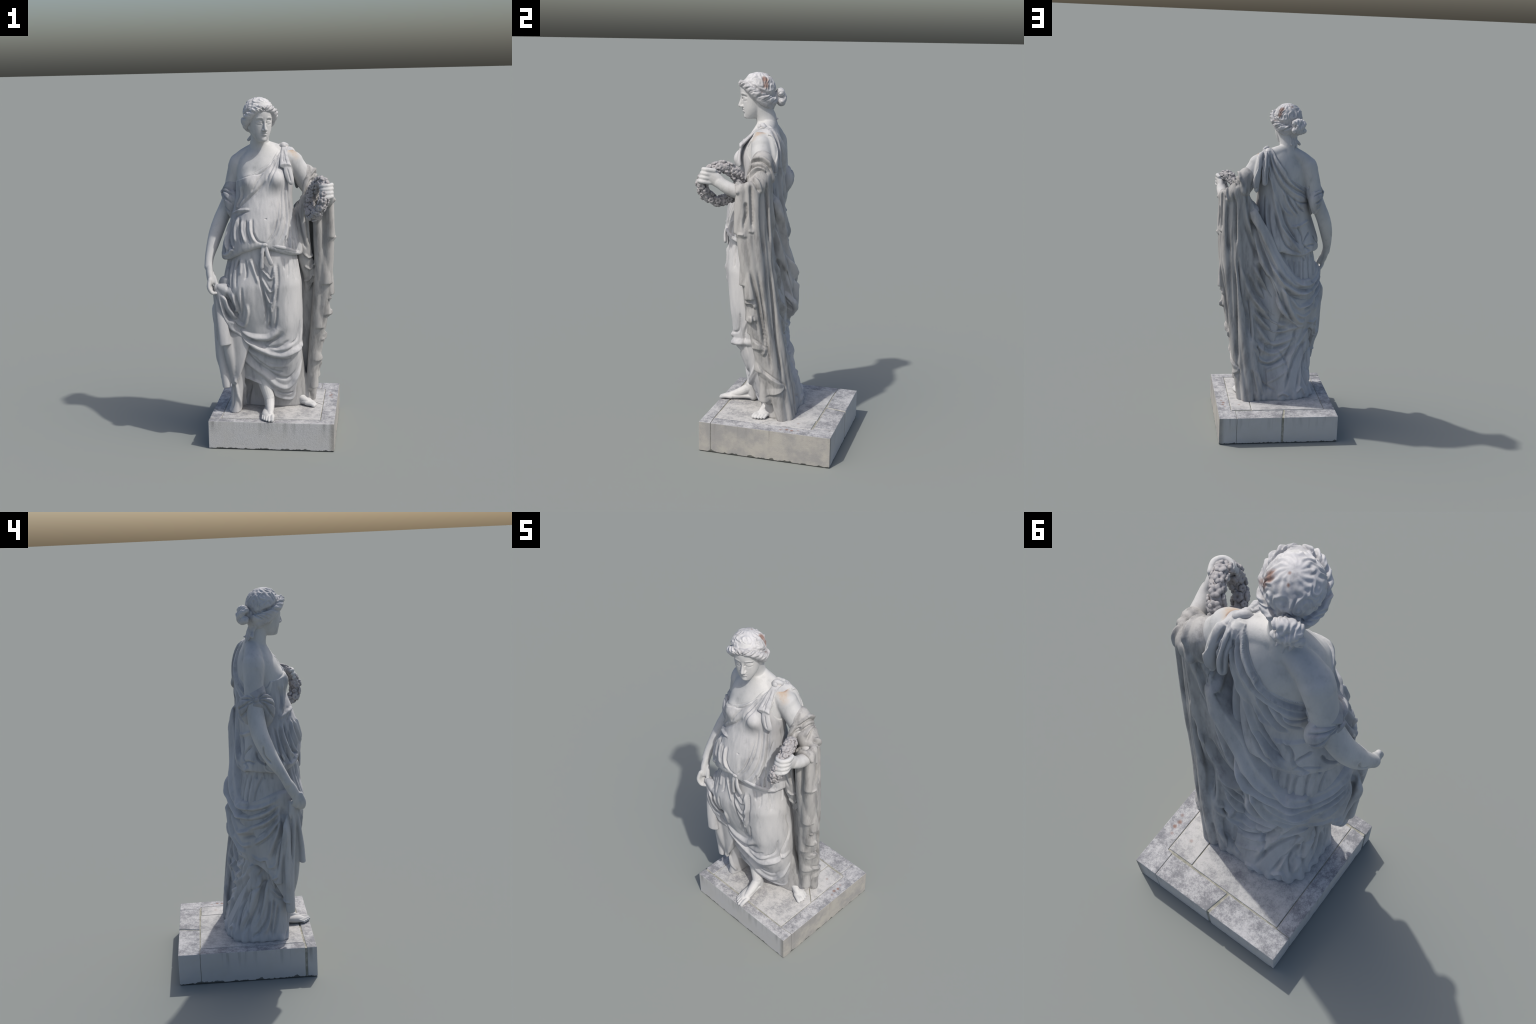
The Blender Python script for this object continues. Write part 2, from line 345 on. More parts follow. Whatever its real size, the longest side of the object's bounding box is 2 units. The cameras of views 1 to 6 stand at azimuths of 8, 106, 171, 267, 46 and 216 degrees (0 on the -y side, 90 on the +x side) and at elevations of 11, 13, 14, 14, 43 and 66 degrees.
def under_pieces():
    P = [loft(UNDER, .165, 1.15)]
    for x, y, r in ((.065, .096, .026), (.03, .1, .018), (-.045, .1, .028), (-.09, .1, .02), (-.130, .088, .028), (-.170, .078, .018), (-.205, .058, .026), (-.238, .022, .022), (-.246, -.02, .016), (-.247, -.07, .02), (-.246, -.12, .015), (-.238, -.17, .024)):
        P.append(tube([(x, y, .175), (x * .94, y * .88 - .002, .22), (x * .86, y * .6 - .012, .32)], [r, r * .85, r * .6], 12))
    P += [tube([(-.195, -.03, .18), (-.19, -.04, .35), (-.19, -.06, .55)], [.045, .042, .04], 16)]
    P += [loft([(.165, -.256, -.187, -.214, .025, 2.8), (.2, -.25, -.185, -.216, .0, 2.8), (.3, -.245, -.17, -.220, -.06, 2.3), (.42, -.235, -.15, -.216, -.08, 2.2), (.7, -.23, -.14, -.2, -.08, 2.2)], .165, .7)]
    return P

def skirt_pieces():
    return [loft(SKIRT, SKIRT_HEM, 1.26, turn=.03), tube([(-.19, -.245, .90), (-.245, -.268, .925), (-.287, -.275, .945)], [.035, .022, .014], 14),
            tube([(-.29, -.272, .925), (-.255, -.255, .80), (-.20, -.222, .66), (-.10, -.206, .54), (-.0, -.19, .48)], [.016, .030, .036, .028, .015], 14)] + \
        [tube([(-.288, -.272, .935), ((-.288 + x) / 2 - .004, (-.272 + y) / 2 - .006, (.93 + z) / 2 - d), (x, y, z)], [.014, .024, .034], 14)
         for x, y, z, d in ((-.205, -.215, .90, .004), (-.215, -.205, .83, .008), (-.220, -.205, .76, .010), (-.215, -.205, .69, .008))]

# ------------------------------------------------------------------ hair
ROLL = [(.083, 0, 1.937, .0185), (.076, .034, 1.936, .0205), (.056, .061, 1.919, .023), (.024, .073, 1.893, .026), (-.025, .069, 1.868, .029), (-.065, .045, 1.855, .026), (-.092, .008, 1.856, .022)]
def hair_pieces():
    P = [ball(hp(-.006, -.002, 1.913), (.090, .086, .087), HEADROT), ball(hp(-.055, 0, 1.853), (.048, .062, .050), HEADROT)]
    for s in (1, -1):
        P.append(tube([hp(f, l * s, z) for f, l, z, r in ROLL], [r for *_, r in ROLL], 18))
        P.append(tube([hp(.035, s * .066, 1.885), hp(.012, s * .074, 1.868), hp(-.025, s * .070, 1.845), hp(-.055, s * .045, 1.825)], [.014, .018, .02, .02], 14))
        P.append(ball(hp(-.040, s * .062, 1.852), (.022, .02, .024), HEADROT))
    P += [tube([hp(-.045, -.03, 1.815), hp(-.068, -.0, 1.82), hp(-.045, .03, 1.815)], [.02, .024, .02], 14)]
    # springy locks lying across the roll
    rg = random.Random(11); R = spline(np.array(ROLL), 10)
    for s in (1, -1):
        for k in range(12):
            a = 6 + k * 4.3 + rg.uniform(-1.2, 1.2); pts = []
            for j, phi in enumerate((125, 75, 20, -35)):
                f, l, z, r = R[min(len(R) - 1, max(0, int(a + 6 - j * rg.uniform(3.4, 5.0))))]; o = np.array([f, l]) / (math.hypot(f, l) + 1e-6); q = math.radians(phi); r2 = r * .9
                pts.append(hp(f + o[0] * r2 * math.cos(q), s * (l + o[1] * r2 * math.cos(q)), z + r2 * math.sin(q)))
            P.append(tube(pts, [.005, .0068, rg.uniform(.0065, .0085), .005], 10))
    # strands straying down the nape
    for l0, l1, z1 in ((-.012, -.004, 1.742), (.006, .016, 1.728), (.018, .032, 1.758), (-.022, -.028, 1.768)):
        P.append(tube([hp(-.062, l0, 1.812), hp(-.082, l0 + .006, 1.785), hp(-.092, l1 - .006, 1.76), hp(-.104, l1, z1)], [.013, .010, .0085, .005], 10))
    return P
def bun_pieces():
    P = [tube([hp(-.124, -.028, 1.893), hp(-.122, .0, 1.897), hp(-.120, .026, 1.893)], [.018, .022, .019], 14),
         tube([hp(-.130, -.032, 1.847), hp(-.128, .0, 1.844), hp(-.124, .028, 1.848)], [.019, .022, .019], 14),
         tube([hp(-.138, -.030, 1.888), hp(-.142, -.012, 1.872), hp(-.140, .01, 1.856)], [.014, .016, .014], 12),
         tube([hp(-.136, .012, 1.888), hp(-.142, .022, 1.870), hp(-.138, .024, 1.854)], [.010, .011, .010], 12),
         tube([hp(-.095, 0, 1.87), hp(-.118, 0, 1.87)], [.032, .024], 14)]
    return P
def face_strokes():
    mm = lambda *p: [tuple(np.array(hp(*q)) * 1000) for q in p]
    S = [("groove", 5, 3, mm((.076, -.021, 1.8002), (.084, 0, 1.8008), (.076, .021, 1.8002))), ("groove", 8, 2, mm((.074, -.014, 1.786), (.076, 0, 1.785), (.074, .014, 1.786)))]
    for s in (1, -1):
        S += [("groove", 12, 3.2, mm((.086, s * .011, 1.872), (.083, s * .028, 1.877), (.066, s * .05, 1.870))),
              ("groove", 9, 4, mm((.086, s * .011, 1.868), (.084, s * .013, 1.855))),
              ("groove", 7, 1.6, mm((.08, s * .016, 1.853), (.077, s * .03, 1.850), (.065, s * .045, 1.855))),
              ("ridge", 8, 2.2, mm((.096, s * .010, 1.884), (.090, s * .03, 1.889), (.072, s * .05, 1.882))),
              ("ridge", 4, 1.0, mm((.080, s * .017, 1.866), (.081, s * .03, 1.869), (.070, s * .044, 1.864))),
              ("groove", 4, 1.2, mm((.081, s * .018, 1.863), (.081, s * .03, 1.8645), (.071, s * .042, 1.862))),
              ("groove", 5, 3, mm((.092, s * .007, 1.8145), (.087, s * .008, 1.814)))]
    return S
def hair_strokes():
    S = []; R = spline(np.array(ROLL), 10)
    mm = lambda p: tuple(p * 1000)
    for s in (1, -1):
        for k in range(12):
            a = 3 + k * 4.7 + 1.6 * math.sin(k * 2.3 + s)
            pts = []
            for j, phi in enumerate((120, 75, 30, -15, -55)):
                i = min(len(R) - 1, max(0, int(a + 6 - j * 4.2 + 1.2 * math.sin(j * 1.7))))
                f, l, z, r = R[i]; o = np.array([f, l]) / (math.hypot(f, l) + 1e-6); q = math.radians(phi)
                pts.append(mm(hp(f + o[0] * r * math.cos(q), s * (l + o[1] * r * math.cos(q)), z + r * math.sin(q))))
            S += [("groove", 6 + 3 * (k % 3) / 2, 3 + 1.6 * ((k * 7) % 3), pts)]
        # parting line between skull cap and rolled front hair
        pts = [mm(hp(f, s * l, z)) for f, l, z in ((.085, 0, 1.966), (.074, .035, 1.958), (.045, .066, 1.935), (.0, .08, 1.905), (-.045, .072, 1.885), (-.085, .04, 1.875), (-.1, .0, 1.872))]
        S += [("groove", 9, 8, pts)]
    return S
def hair_waves(S):
    """Strands fan out from the crown in ripples over the skull cap."""
    c = hp(-.02, 0, 0); d = S.V - c
    f, l, z = d @ FWD, d @ SIDE, S.V[:, 2]
    ang = np.arctan2(l, f); rho = np.hypot(f, l)
    cap = 1 / (1 + np.exp(-(z - (1.905 + .55 * (f + .02))) / .004))
    nz = np.array([noise.noise(Vector(v * 28)) for v in S.V])
    nz2 = np.array([noise.noise(Vector(v * 60 + 7)) for v in S.V])
    w = np.sin(13 * ang + 2.6 * np.sin(rho * 75 + 3 * nz) + 6 * nz)
    amp = .0024 * np.clip((rho - .015) / .04, 0, 1)
    S.V += S.normals() * (cap * (amp * w + .0026 * nz2 + .003 * nz) + (1 - cap) * .0022 * nz2)[:, None]

# ------------------------------------------------------------------ clothing accessories
KNOT = (-.278, -.093, 1.466)
def sleeve_pieces():
    """Short sleeve slipped off the shoulder, buttoned once and hanging in two lobes."""
    return [tube([(-.212, -.094, 1.500), (-.228, -.092, 1.455)], [.050, .058], 20),
            tube([(-.238, -.118, 1.472), (-.222, -.148, 1.425), (-.214, -.148, 1.365), (-.212, -.140, 1.325)], [.036, .040, .034, .018], 18),
            tube([(-.236, -.068, 1.470), (-.226, -.040, 1.430), (-.226, -.044, 1.385), (-.226, -.050, 1.355)], [.036, .040, .034, .022], 18),
            tube([(-.262, -.093, 1.468), (-.272, -.093, 1.466)], [.02, .012], 12),
            tube([(-.21, -.15, 1.45), (-.185, -.17, 1.42), (-.165, -.18, 1.38)], [.03, .022, .012], 12)]
SLEEVE_FOLDS = [("groove", 10, 8, [tuple(1000 * v for v in KNOT), q, e]) for q, e in (
    ((-262, -130, 1492), (-205, -172, 1496)), ((-262, -140, 1474), (-200, -188, 1455)), ((-260, -145, 1452), (-205, -188, 1405)), ((-262, -138, 1432), (-215, -178, 1350)),
    ((-262, -55, 1490), (-205, -12, 1490)), ((-262, -48, 1470), (-205, -4, 1450)), ((-262, -48, 1448), (-215, -6, 1405)), ((-262, -58, 1430), (-228, -14, 1370)))]
def flap_pieces():
    """Free end of the shoulder strap: two small falls of cloth under the brooch, a roll behind the arm."""
    n = (.30, -.85, .42)
    return [tube([(.083, -.120, 1.716), (.090, -.168, 1.668), (.102, -.214, 1.620)], [.012, .024, .034], 18, flat=(n, .30), cut=True),
            tube([(.106, -.195, 1.645), (.114, -.210, 1.592), (.126, -.210, 1.548), (.135, -.200, 1.520)], [.018, .024, .023, .014], 18, flat=(n, .30), cut=True),
            tube([(.066, -.108, 1.722), (.078, -.098, 1.732), (.096, -.082, 1.724)], [.011, .014, .014], 12)]
FLAP_FOLDS = [("groove", 7, 5, [(84, -135, 1705), (95, -180, 1660), (110, -222, 1622)]), ("groove", 7, 5, [(80, -135, 1705), (86, -180, 1660), (92, -215, 1622)]),
              ("groove", 7, 4, [(112, -215, 1610), (122, -222, 1570), (130, -215, 1530)])]
def belt_pieces():
    P = [tube([(-.20, -.235, 1.165), (-.15, -.288, 1.18), (-.08, -.306, 1.192), (-.015, -.305, 1.193), (.05, -.30, 1.182), (.11, -.275, 1.165), (.15, -.23, 1.14)], [.011] * 7, 10, flat=((0, 1, 0), .8)),
         ball((-.013, -.314, 1.194), (.02, .014, .012)),
         tube([(-.018, -.315, 1.188), (-.026, -.322, 1.13), (-.030, -.318, 1.068)], [.008, .0095, .012], 10, flat=((0, 1, 0), .6)),
         tube([(-.005, -.315, 1.186), (.008, -.323, 1.13), (.022, -.318, 1.09)], [.009, .013, .014], 10, flat=((0, 1, 0), .6)),
         tube([(-.02, -.314, 1.19), (-.03, -.318, 1.15)], [.009, .008], 8)]
    return P

# ------------------------------------------------------------------ wreath
WC = np.array([.278, -.258, 1.443])
W1 = np.array([.36, -.92, -.22]); W1 /= np.linalg.norm(W1)
W2 = np.array([.22, .25, .95]); W2 -= W1 * (W1 @ W2); W2 /= np.linalg.norm(W2)
W3 = np.cross(W1, W2)
WR, WT = .096, .022
def wreath_ring():
    a = np.linspace(0, 2 * np.pi, 40)
    pts = [WC + WR * (math.cos(t) * W1 + math.sin(t) * W2 * 1.02) for t in a]
    return [tube(pts, [WT] * len(pts), 16, 2)]
def rosette():
    """One flower: a ring of rounded petals about a pitted heart."""
    P = [ball((0, 0, .002), (.0115, .0115, .007))]
    for i in range(6):
        a = i * math.pi / 3
        P.append(ball((.010 * math.cos(a), .010 * math.sin(a), .003), (.0075, .0075, .0055)))
    S = fuse(P, .0014, 3)
    r = np.hypot(S.V[:, 0], S.V[:, 1])
    S.V[:, 2] -= np.where(S.V[:, 2] > 0, .006 * np.exp(-(r / .004) ** 2), 0)
    return S

def wrinkle(S, amp, across, down, where=None):
    """Faint hanging wrinkles and chisel unevenness over cloth."""
    k = np.array([across, across, down])
    d = np.array([noise.noise(Vector(v * k)) * .7 + noise.noise(Vector(v * k * 2.3 + 5)) * .4 for v in S.V])
    S.V += S.normals(4) * (amp * d * (1 if where is None else where))[:, None]

# ------------------------------------------------------------------ folds
# Each crease, ridge or cloth edge: kind, width and height in mm, spine control points in mm (x, y, z).
FOLDS = {"flesh": [], "skirt": [], "drape": []}
def crease(garment, kind, width, height, *spine): FOLDS[garment].append((kind, width, height, spine))
crease("flesh", "lap", 10, 5, (-156, -211, 1537), (-114, -250, 1563), (-58, -236, 1586), (12, -214, 1629), (59, -141, 1702))
crease("flesh", "groove", 8, 5, (-137, -236, 1552), (-57, -241, 1575), (-1, -227, 1605), (45, -185, 1661), (61, -160, 1684))
crease("flesh", "groove", 10, 6, (59, -167, 1677), (33, -216, 1618), (-1, -249, 1543))
crease("flesh", "groove", 9, 4, (60, -180, 1657), (42, -236, 1592), (10, -250, 1508))
crease("flesh", "groove", 15, 9, (-6, -248, 1545), (-50, -255, 1488), (-102, -254, 1444), (-170, -237, 1382), (-203, -195, 1354))
crease("flesh", "groove", 9, 5, (-22, -235, 1585), (-57, -253, 1538), (-86, -256, 1481))
crease("flesh", "groove", 12, 6, (-161, -207, 1511), (-155, -222, 1456), (-187, -212, 1386))
crease("flesh", "groove", 12, 6, (-138, -240, 1508), (-136, -236, 1458), (-171, -232, 1392))
crease("flesh", "ridge", 14, 6, (-146, -231, 1521), (-144, -230, 1457), (-180, -223, 1387))
crease("flesh", "groove", 9, 5, (79, -224, 1505), (75, -250, 1365), (56, -288, 1264), (22, -308, 1203))
crease("flesh", "groove", 10, 6, (95, -207, 1517), (98, -229, 1362), (90, -268, 1260), (56, -297, 1190))
crease("flesh", "groove", 10, 6, (111, -182, 1528), (113, -194, 1393), (121, -240, 1255), (89, -280, 1172))
crease("flesh", "groove", 10, 6, (126, -126, 1492), (126, -112, 1381), (150, -191, 1247), (169, -193, 1145))
crease("flesh", "groove", 9, 5, (120, -164, 1425), (127, -220, 1288), (142, -234, 1175))
crease("flesh", "ridge", 12, 5, (103, -194, 1515), (107, -220, 1361), (104, -257, 1258), (69, -291, 1181))
crease("flesh", "groove", 8, 5, (56, -273, 1333), (36, -298, 1258), (1, -314, 1207))
crease("flesh", "groove", 8, 4, (64, -235, 1435), (56, -273, 1333), (36, -299, 1251))
crease("flesh", "ridge", 12, 8, (-160, -263, 1339), (-179, -273, 1276), (-174, -295, 1200))
crease("flesh", "ridge", 12, 8, (-135, -282, 1328), (-137, -300, 1266), (-119, -315, 1204))
crease("flesh", "ridge", 12, 8, (-90, -294, 1337), (-89, -312, 1268), (-64, -321, 1205))
crease("flesh", "groove", 10, 9, (-148, -273, 1334), (-157, -291, 1264), (-143, -309, 1197))
crease("flesh", "groove", 10, 9, (-114, -290, 1329), (-111, -309, 1260), (-90, -320, 1200))
crease("flesh", "groove", 9, 6, (-78, -295, 1337), (-73, -315, 1261), (-45, -320, 1206))
crease("flesh", "groove", 10, 8, (-199, -245, 1293), (-213, -261, 1223), (-204, -281, 1161))
crease("flesh", "groove", 9, 6, (-176, -256, 1324), (-195, -268, 1253), (-186, -290, 1185))
crease("flesh", "ridge", 16, 9, (-203, -195, 1354), (-146, -258, 1378), (-91, -279, 1381))
crease("flesh", "groove", 10, 6, (-185, -243, 1332), (-130, -271, 1367), (-91, -280, 1378))
crease("flesh", "groove", 6, 4, (-12, -295, 1332), (2, -291, 1336))
crease("flesh", "groove", 10, 4, (-75, -314, 1268), (-48, -320, 1216), (1, -314, 1200))
crease("flesh", "ridge", 14, 6, (82, -284, 1166), (122, -255, 1146), (173, -175, 1123))
crease("flesh", "ridge", 14, 8, (-259, -226, 1125), (-223, -267, 1133), (-182, -293, 1181))
crease("flesh", "groove", 8, 6, (110, -260, 1223), (116, -261, 1158))
crease("flesh", "groove", 8, 6, (142, -224, 1216), (152, -223, 1143))
crease("flesh", "lap", 24, 13, (54, -70, 1729), (33, -36, 1676), (-13, -12, 1611), (-56, -15, 1548), (-109, -38, 1498), (-177, -73, 1462))
crease("flesh", "groove", 10, 10, (61, -57, 1719), (37, -23, 1643), (-15, -8, 1561), (-75, -24, 1504), (-178, -96, 1440))
crease("flesh", "ridge", 16, 10, (69, -61, 1726), (47, -24, 1643), (-1, -8, 1553), (-64, -21, 1484), (-148, -58, 1431), (-189, -63, 1429))
crease("flesh", "groove", 10, 9, (76, -44, 1713), (56, -23, 1631), (15, -9, 1540), (-44, -18, 1469), (-120, -31, 1412), (-195, -134, 1392))
crease("flesh", "ridge", 14, 10, (85, -51, 1719), (70, -27, 1630), (51, -16, 1531), (18, -18, 1444), (-25, -16, 1366), (-92, -25, 1317))
crease("flesh", "ridge", 18, 13, (53, -16, 1531), (24, -19, 1396), (-11, -8, 1279), (-70, -2, 1185), (-144, -19, 1089))
crease("flesh", "groove", 12, 12, (18, -17, 1452), (-17, -15, 1366), (-52, -11, 1271), (-121, -11, 1166))
crease("flesh", "groove", 12, 10, (-37, -17, 1477), (-67, -20, 1405), (-126, -39, 1322))
crease("flesh", "groove", 12, 10, (-86, -27, 1444), (-114, -28, 1388), (-161, -67, 1347))
crease("flesh", "ridge", 14, 10, (-19, -14, 1489), (-51, -19, 1405), (-117, -35, 1315))
crease("flesh", "groove", 10, 9, (-11, -9, 1287), (-70, -6, 1208), (-138, -13, 1148))
crease("flesh", "groove", 12, 12, (30, -19, 1364), (-5, -4, 1240), (-50, 10, 1147), (-123, -8, 1092))
crease("flesh", "ridge", 14, 9, (-73, -14, 1262), (-119, -28, 1260), (-192, -86, 1288))
crease("flesh", "groove", 10, 9, (62, -31, 1417), (57, -18, 1284), (32, 6, 1169), (-1, 12, 1108))
crease("flesh", "groove", 10, 10, (91, -48, 1461), (88, -44, 1358), (84, -23, 1243))
crease("flesh", "ridge", 14, 10, (78, -39, 1439), (72, -26, 1298), (53, -2, 1191), (9, 11, 1106))
crease("flesh", "groove", 10, 7, (-156, -17, 1116), (-191, -38, 1136), (-239, -78, 1134))
crease("flesh", "ridge", 13, 9, (-17, 0, 1107), (-74, 4, 1104), (-141, -18, 1089), (-211, -51, 1104))
crease("flesh", "groove", 9, 7, (-71, 7, 1146), (-105, 2, 1113), (-148, -20, 1089))
crease("flesh", "groove", 10, 9, (-104, -25, 1274), (-144, -30, 1208), (-161, -23, 1145), (-209, -50, 1101))
crease("flesh", "groove", 10, 9, (-198, -70, 1221), (-170, -37, 1180), (-160, -23, 1148))
crease("flesh", "groove", 10, 9, (-223, -85, 1196), (-241, -91, 1160), (-270, -131, 1126))
crease("flesh", "groove", 12, 10, (-195, -229, 1333), (-215, -238, 1265), (-217, -268, 1190), (-179, -295, 1159))
crease("flesh", "groove", 12, 10, (-212, -203, 1315), (-233, -211, 1250), (-247, -227, 1193), (-239, -254, 1133))
crease("flesh", "groove", 11, 9, (-216, -176, 1314), (-239, -190, 1246), (-258, -200, 1190), (-261, -224, 1133))
crease("flesh", "ridge", 12, 9, (-205, -216, 1323), (-226, -225, 1254), (-236, -248, 1189), (-212, -276, 1145))
crease("flesh", "groove", 10, 7, (-152, -266, 1346), (-153, -284, 1296), (-128, -313, 1202))
crease("flesh", "groove", 10, 9, (-351, -112, 1249), (-353, -116, 1197), (-365, -151, 1159))
crease("flesh", "groove", 8, 9, (101, -61, 1718), (111, -10, 1632), (115, -63, 1521))
crease("flesh", "groove", 8, 9, (83, -50, 1720), (88, -4, 1634), (93, 5, 1526))
crease("flesh", "groove", 8, 7, (101, -41, 1705), (102, -9, 1653), (109, 1, 1549))
crease("flesh", "groove", 8, 7, (-179, -49, 1512), (-191, -54, 1440))
crease("flesh", "groove", 8, 7, (89, -58, 1721), (80, -26, 1650), (54, -15, 1546))
crease("flesh", "groove", 9, 8, (-238, -230, 1217), (-243, -249, 1125))
crease("flesh", "groove", 9, 8, (-219, -255, 1222), (-219, -271, 1137))
crease("flesh", "groove", 9, 6, (96, -267, 1239), (93, -278, 1165))
crease("flesh", "groove", 9, 8, (132, -235, 1226), (132, -246, 1140))
crease("flesh", "groove", 9, 8, (157, -196, 1211), (164, -201, 1132))
crease("flesh", "ridge", 10, 6, (123, -246, 1228), (126, -252, 1145))
crease("skirt", "groove", 14, 9, (-213, -243, 1107), (-231, -263, 1016), (-231, -304, 929))
crease("skirt", "groove", 10, 6, (-164, -279, 1111), (-177, -295, 1023), (-179, -317, 947))
crease("skirt", "groove", 10, 7, (-130, -292, 1114), (-117, -308, 1026), (-132, -315, 991))
crease("skirt", "groove", 11, 6, (-192, -264, 1104), (-206, -285, 1013), (-201, -307, 922))
crease("skirt", "ridge", 12, 6, (-149, -286, 1113), (-156, -303, 1017))
crease("skirt", "groove", 14, 10, (-85, -299, 1115), (-57, -307, 1048), (-32, -313, 954), (-13, -290, 838), (-14, -267, 720))
crease("skirt", "ridge", 14, 7, (-100, -297, 1115), (-75, -307, 1048), (-51, -315, 969))
crease("skirt", "lap", 14, 11, (-38, -305, 1062), (-7, -304, 1026), (17, -302, 999), (26, -298, 1025), (30, -295, 1064))
crease("skirt", "lap", 13, 10, (-34, -309, 1005), (-8, -309, 957), (12, -302, 926), (30, -301, 943), (35, -300, 970))
crease("skirt", "lap", 12, 9, (-18, -310, 939), (-6, -300, 893), (10, -291, 861), (24, -291, 880), (30, -295, 906))
crease("skirt", "ridge", 10, 8, (17, -291, 868), (13, -285, 837), (14, -278, 795))
crease("skirt", "groove", 12, 10, (1, -288, 838), (5, -273, 760), (-1, -263, 697))
crease("skirt", "ridge", 12, 8, (35, -291, 1089), (41, -297, 988), (35, -295, 914), (17, -277, 794))
crease("skirt", "groove", 12, 7, (53, -286, 1088), (60, -290, 1001), (50, -290, 913), (40, -279, 836))
crease("skirt", "groove", 11, 7, (47, -277, 836), (43, -269, 759), (27, -262, 693))
crease("skirt", "groove", 9, 4, (87, -266, 1113), (93, -271, 1041))
crease("skirt", "groove", 9, 4, (110, -249, 1110), (114, -257, 1031), (107, -267, 996))
crease("skirt", "groove", 9, 4, (136, -218, 1104), (149, -215, 1029), (153, -223, 972))
crease("skirt", "groove", 9, 4, (154, -139, 1088), (166, -152, 1016))
crease("skirt", "ridge", 26, 16, (-246, -284, 775), (-193, -253, 707), (-136, -250, 661), (-62, -253, 642), (5, -254, 649), (62, -263, 709))
crease("skirt", "groove", 22, 13, (-233, -277, 747), (-166, -245, 671), (-92, -248, 622), (-19, -247, 609), (41, -254, 638), (79, -257, 681))
crease("skirt", "ridge", 26, 19, (-236, -278, 751), (-180, -251, 664), (-108, -243, 602), (-21, -236, 554), (60, -237, 537), (132, -215, 556), (171, -90, 574))
crease("skirt", "groove", 24, 11, (-221, -265, 694), (-152, -246, 606), (-81, -233, 547), (6, -224, 507), (72, -217, 494), (136, -184, 508))
crease("skirt", "ridge", 18, 8, (-35, -242, 588), (31, -244, 569), (91, -247, 580), (133, -224, 604))
crease("skirt", "groove", 16, 8, (-71, -246, 608), (-5, -242, 581), (62, -251, 592), (113, -240, 632))
crease("skirt", "ridge", 22, 13, (-224, -253, 661), (-188, -213, 558), (-116, -209, 465), (-30, -195, 392), (27, -171, 331), (84, -142, 310), (135, -119, 363), (160, -88, 440))
crease("skirt", "groove", 18, 8, (-167, -246, 598), (-99, -219, 492), (-28, -202, 434), (44, -182, 382), (101, -156, 374), (145, -132, 430))
crease("skirt", "ridge", 14, 6, (-83, -227, 518), (-26, -212, 469), (33, -205, 457), (92, -198, 462))
crease("skirt", "groove", 12, 6, (-112, -231, 534), (-48, -215, 476), (2, -200, 434), (67, -187, 415))
crease("skirt", "lap", 16, 10, (129, -58, 274), (108, -74, 219), (56, -110, 229), (13, -139, 262), (-3, -168, 309), (-55, -183, 337), (-106, -188, 361), (-180, -171, 390))
crease("skirt", "groove", 12, 8, (10, -164, 304), (59, -132, 267), (116, -93, 266))
crease("skirt", "ridge", 18, 13, (-263, -289, 903), (-224, -276, 795), (-178, -254, 734), (-140, -261, 717))
crease("skirt", "groove", 18, 13, (-242, -303, 914), (-212, -274, 832), (-175, -267, 771))
crease("skirt", "ridge", 14, 10, (-205, -307, 922), (-184, -298, 846), (-182, -282, 812), (-218, -266, 800))
crease("skirt", "ridge", 14, 9, (-177, -255, 738), (-141, -261, 719), (-119, -287, 792), (-120, -314, 858))
crease("skirt", "groove", 12, 9, (-147, -323, 956), (-145, -307, 841), (-160, -267, 756))
crease("skirt", "groove", 12, 9, (-185, -316, 917), (-168, -301, 840), (-166, -274, 780))
crease("skirt", "groove", 14, 9, (177, -131, 914), (178, -105, 755), (168, -157, 616), (157, -138, 494))
crease("skirt", "groove", 12, 7, (168, -182, 737), (156, -191, 633), (113, -241, 601))
crease("skirt", "ridge", 12, 6, (163, -77, 475), (150, -109, 407), (114, -136, 344))
crease("skirt", "groove", 9, 7, (3, -13, 1067), (-8, -4, 1021))
crease("skirt", "groove", 9, 7, (-37, -10, 1068), (-42, -1, 1013), (-48, 6, 974))
crease("skirt", "groove", 9, 7, (-65, -9, 1060), (-72, 1, 998), (-80, 10, 942))
crease("skirt", "groove", 9, 7, (-102, -11, 1052), (-105, 0, 989), (-111, 8, 926))
crease("skirt", "groove", 9, 7, (-140, -20, 1050), (-143, -7, 979), (-142, 3, 916))
crease("skirt", "groove", 9, 7, (-170, -34, 1063), (-166, -16, 985), (-171, -5, 905))
crease("skirt", "groove", 9, 7, (-202, -58, 1073), (-202, -36, 988), (-208, -26, 907))
crease("skirt", "groove", 9, 7, (-240, -116, 1075), (-239, -72, 986), (-243, -58, 906))
crease("skirt", "ridge", 9, 4, (-85, -11, 1060), (-91, 1, 990), (-96, 9, 934))
crease("skirt", "ridge", 9, 4, (-154, -26, 1056), (-155, -10, 978), (-157, -1, 910))
crease("skirt", "ridge", 9, 4, (-218, -74, 1069), (-220, -50, 984), (-225, -39, 908))
crease("skirt", "groove", 9, 7, (-161, -31, 1063), (-175, -32, 1040))
crease("skirt", "groove", 9, 7, (-219, -81, 1088), (-227, -79, 1050))
crease("skirt", "groove", 9, 7, (-237, -119, 1097), (-246, -120, 1052))
crease("skirt", "groove", 9, 7, (-244, -157, 1090), (-252, -159, 1052))
crease("skirt", "groove", 9, 7, (-219, -238, 1099), (-237, -241, 1043))
crease("skirt", "groove", 9, 7, (-159, -283, 1102), (-187, -285, 1041))
crease("skirt", "ridge", 16, 11, (-266, -291, 910), (-246, -290, 836), (-218, -271, 779), (-177, -255, 738))
crease("skirt", "groove", 14, 11, (-270, -294, 889), (-244, -288, 798), (-212, -267, 733))
crease("skirt", "ridge", 16, 10, (-277, -294, 889), (-256, -284, 782), (-228, -269, 711), (-194, -257, 662))
crease("drape", "ridge", 24, 16, (156, 31, 747), (88, 28, 662), (19, 13, 595), (-95, 9, 610), (-187, -12, 625))
crease("drape", "groove", 22, 12, (138, 33, 689), (70, 30, 608), (10, 16, 569), (-96, 10, 583))
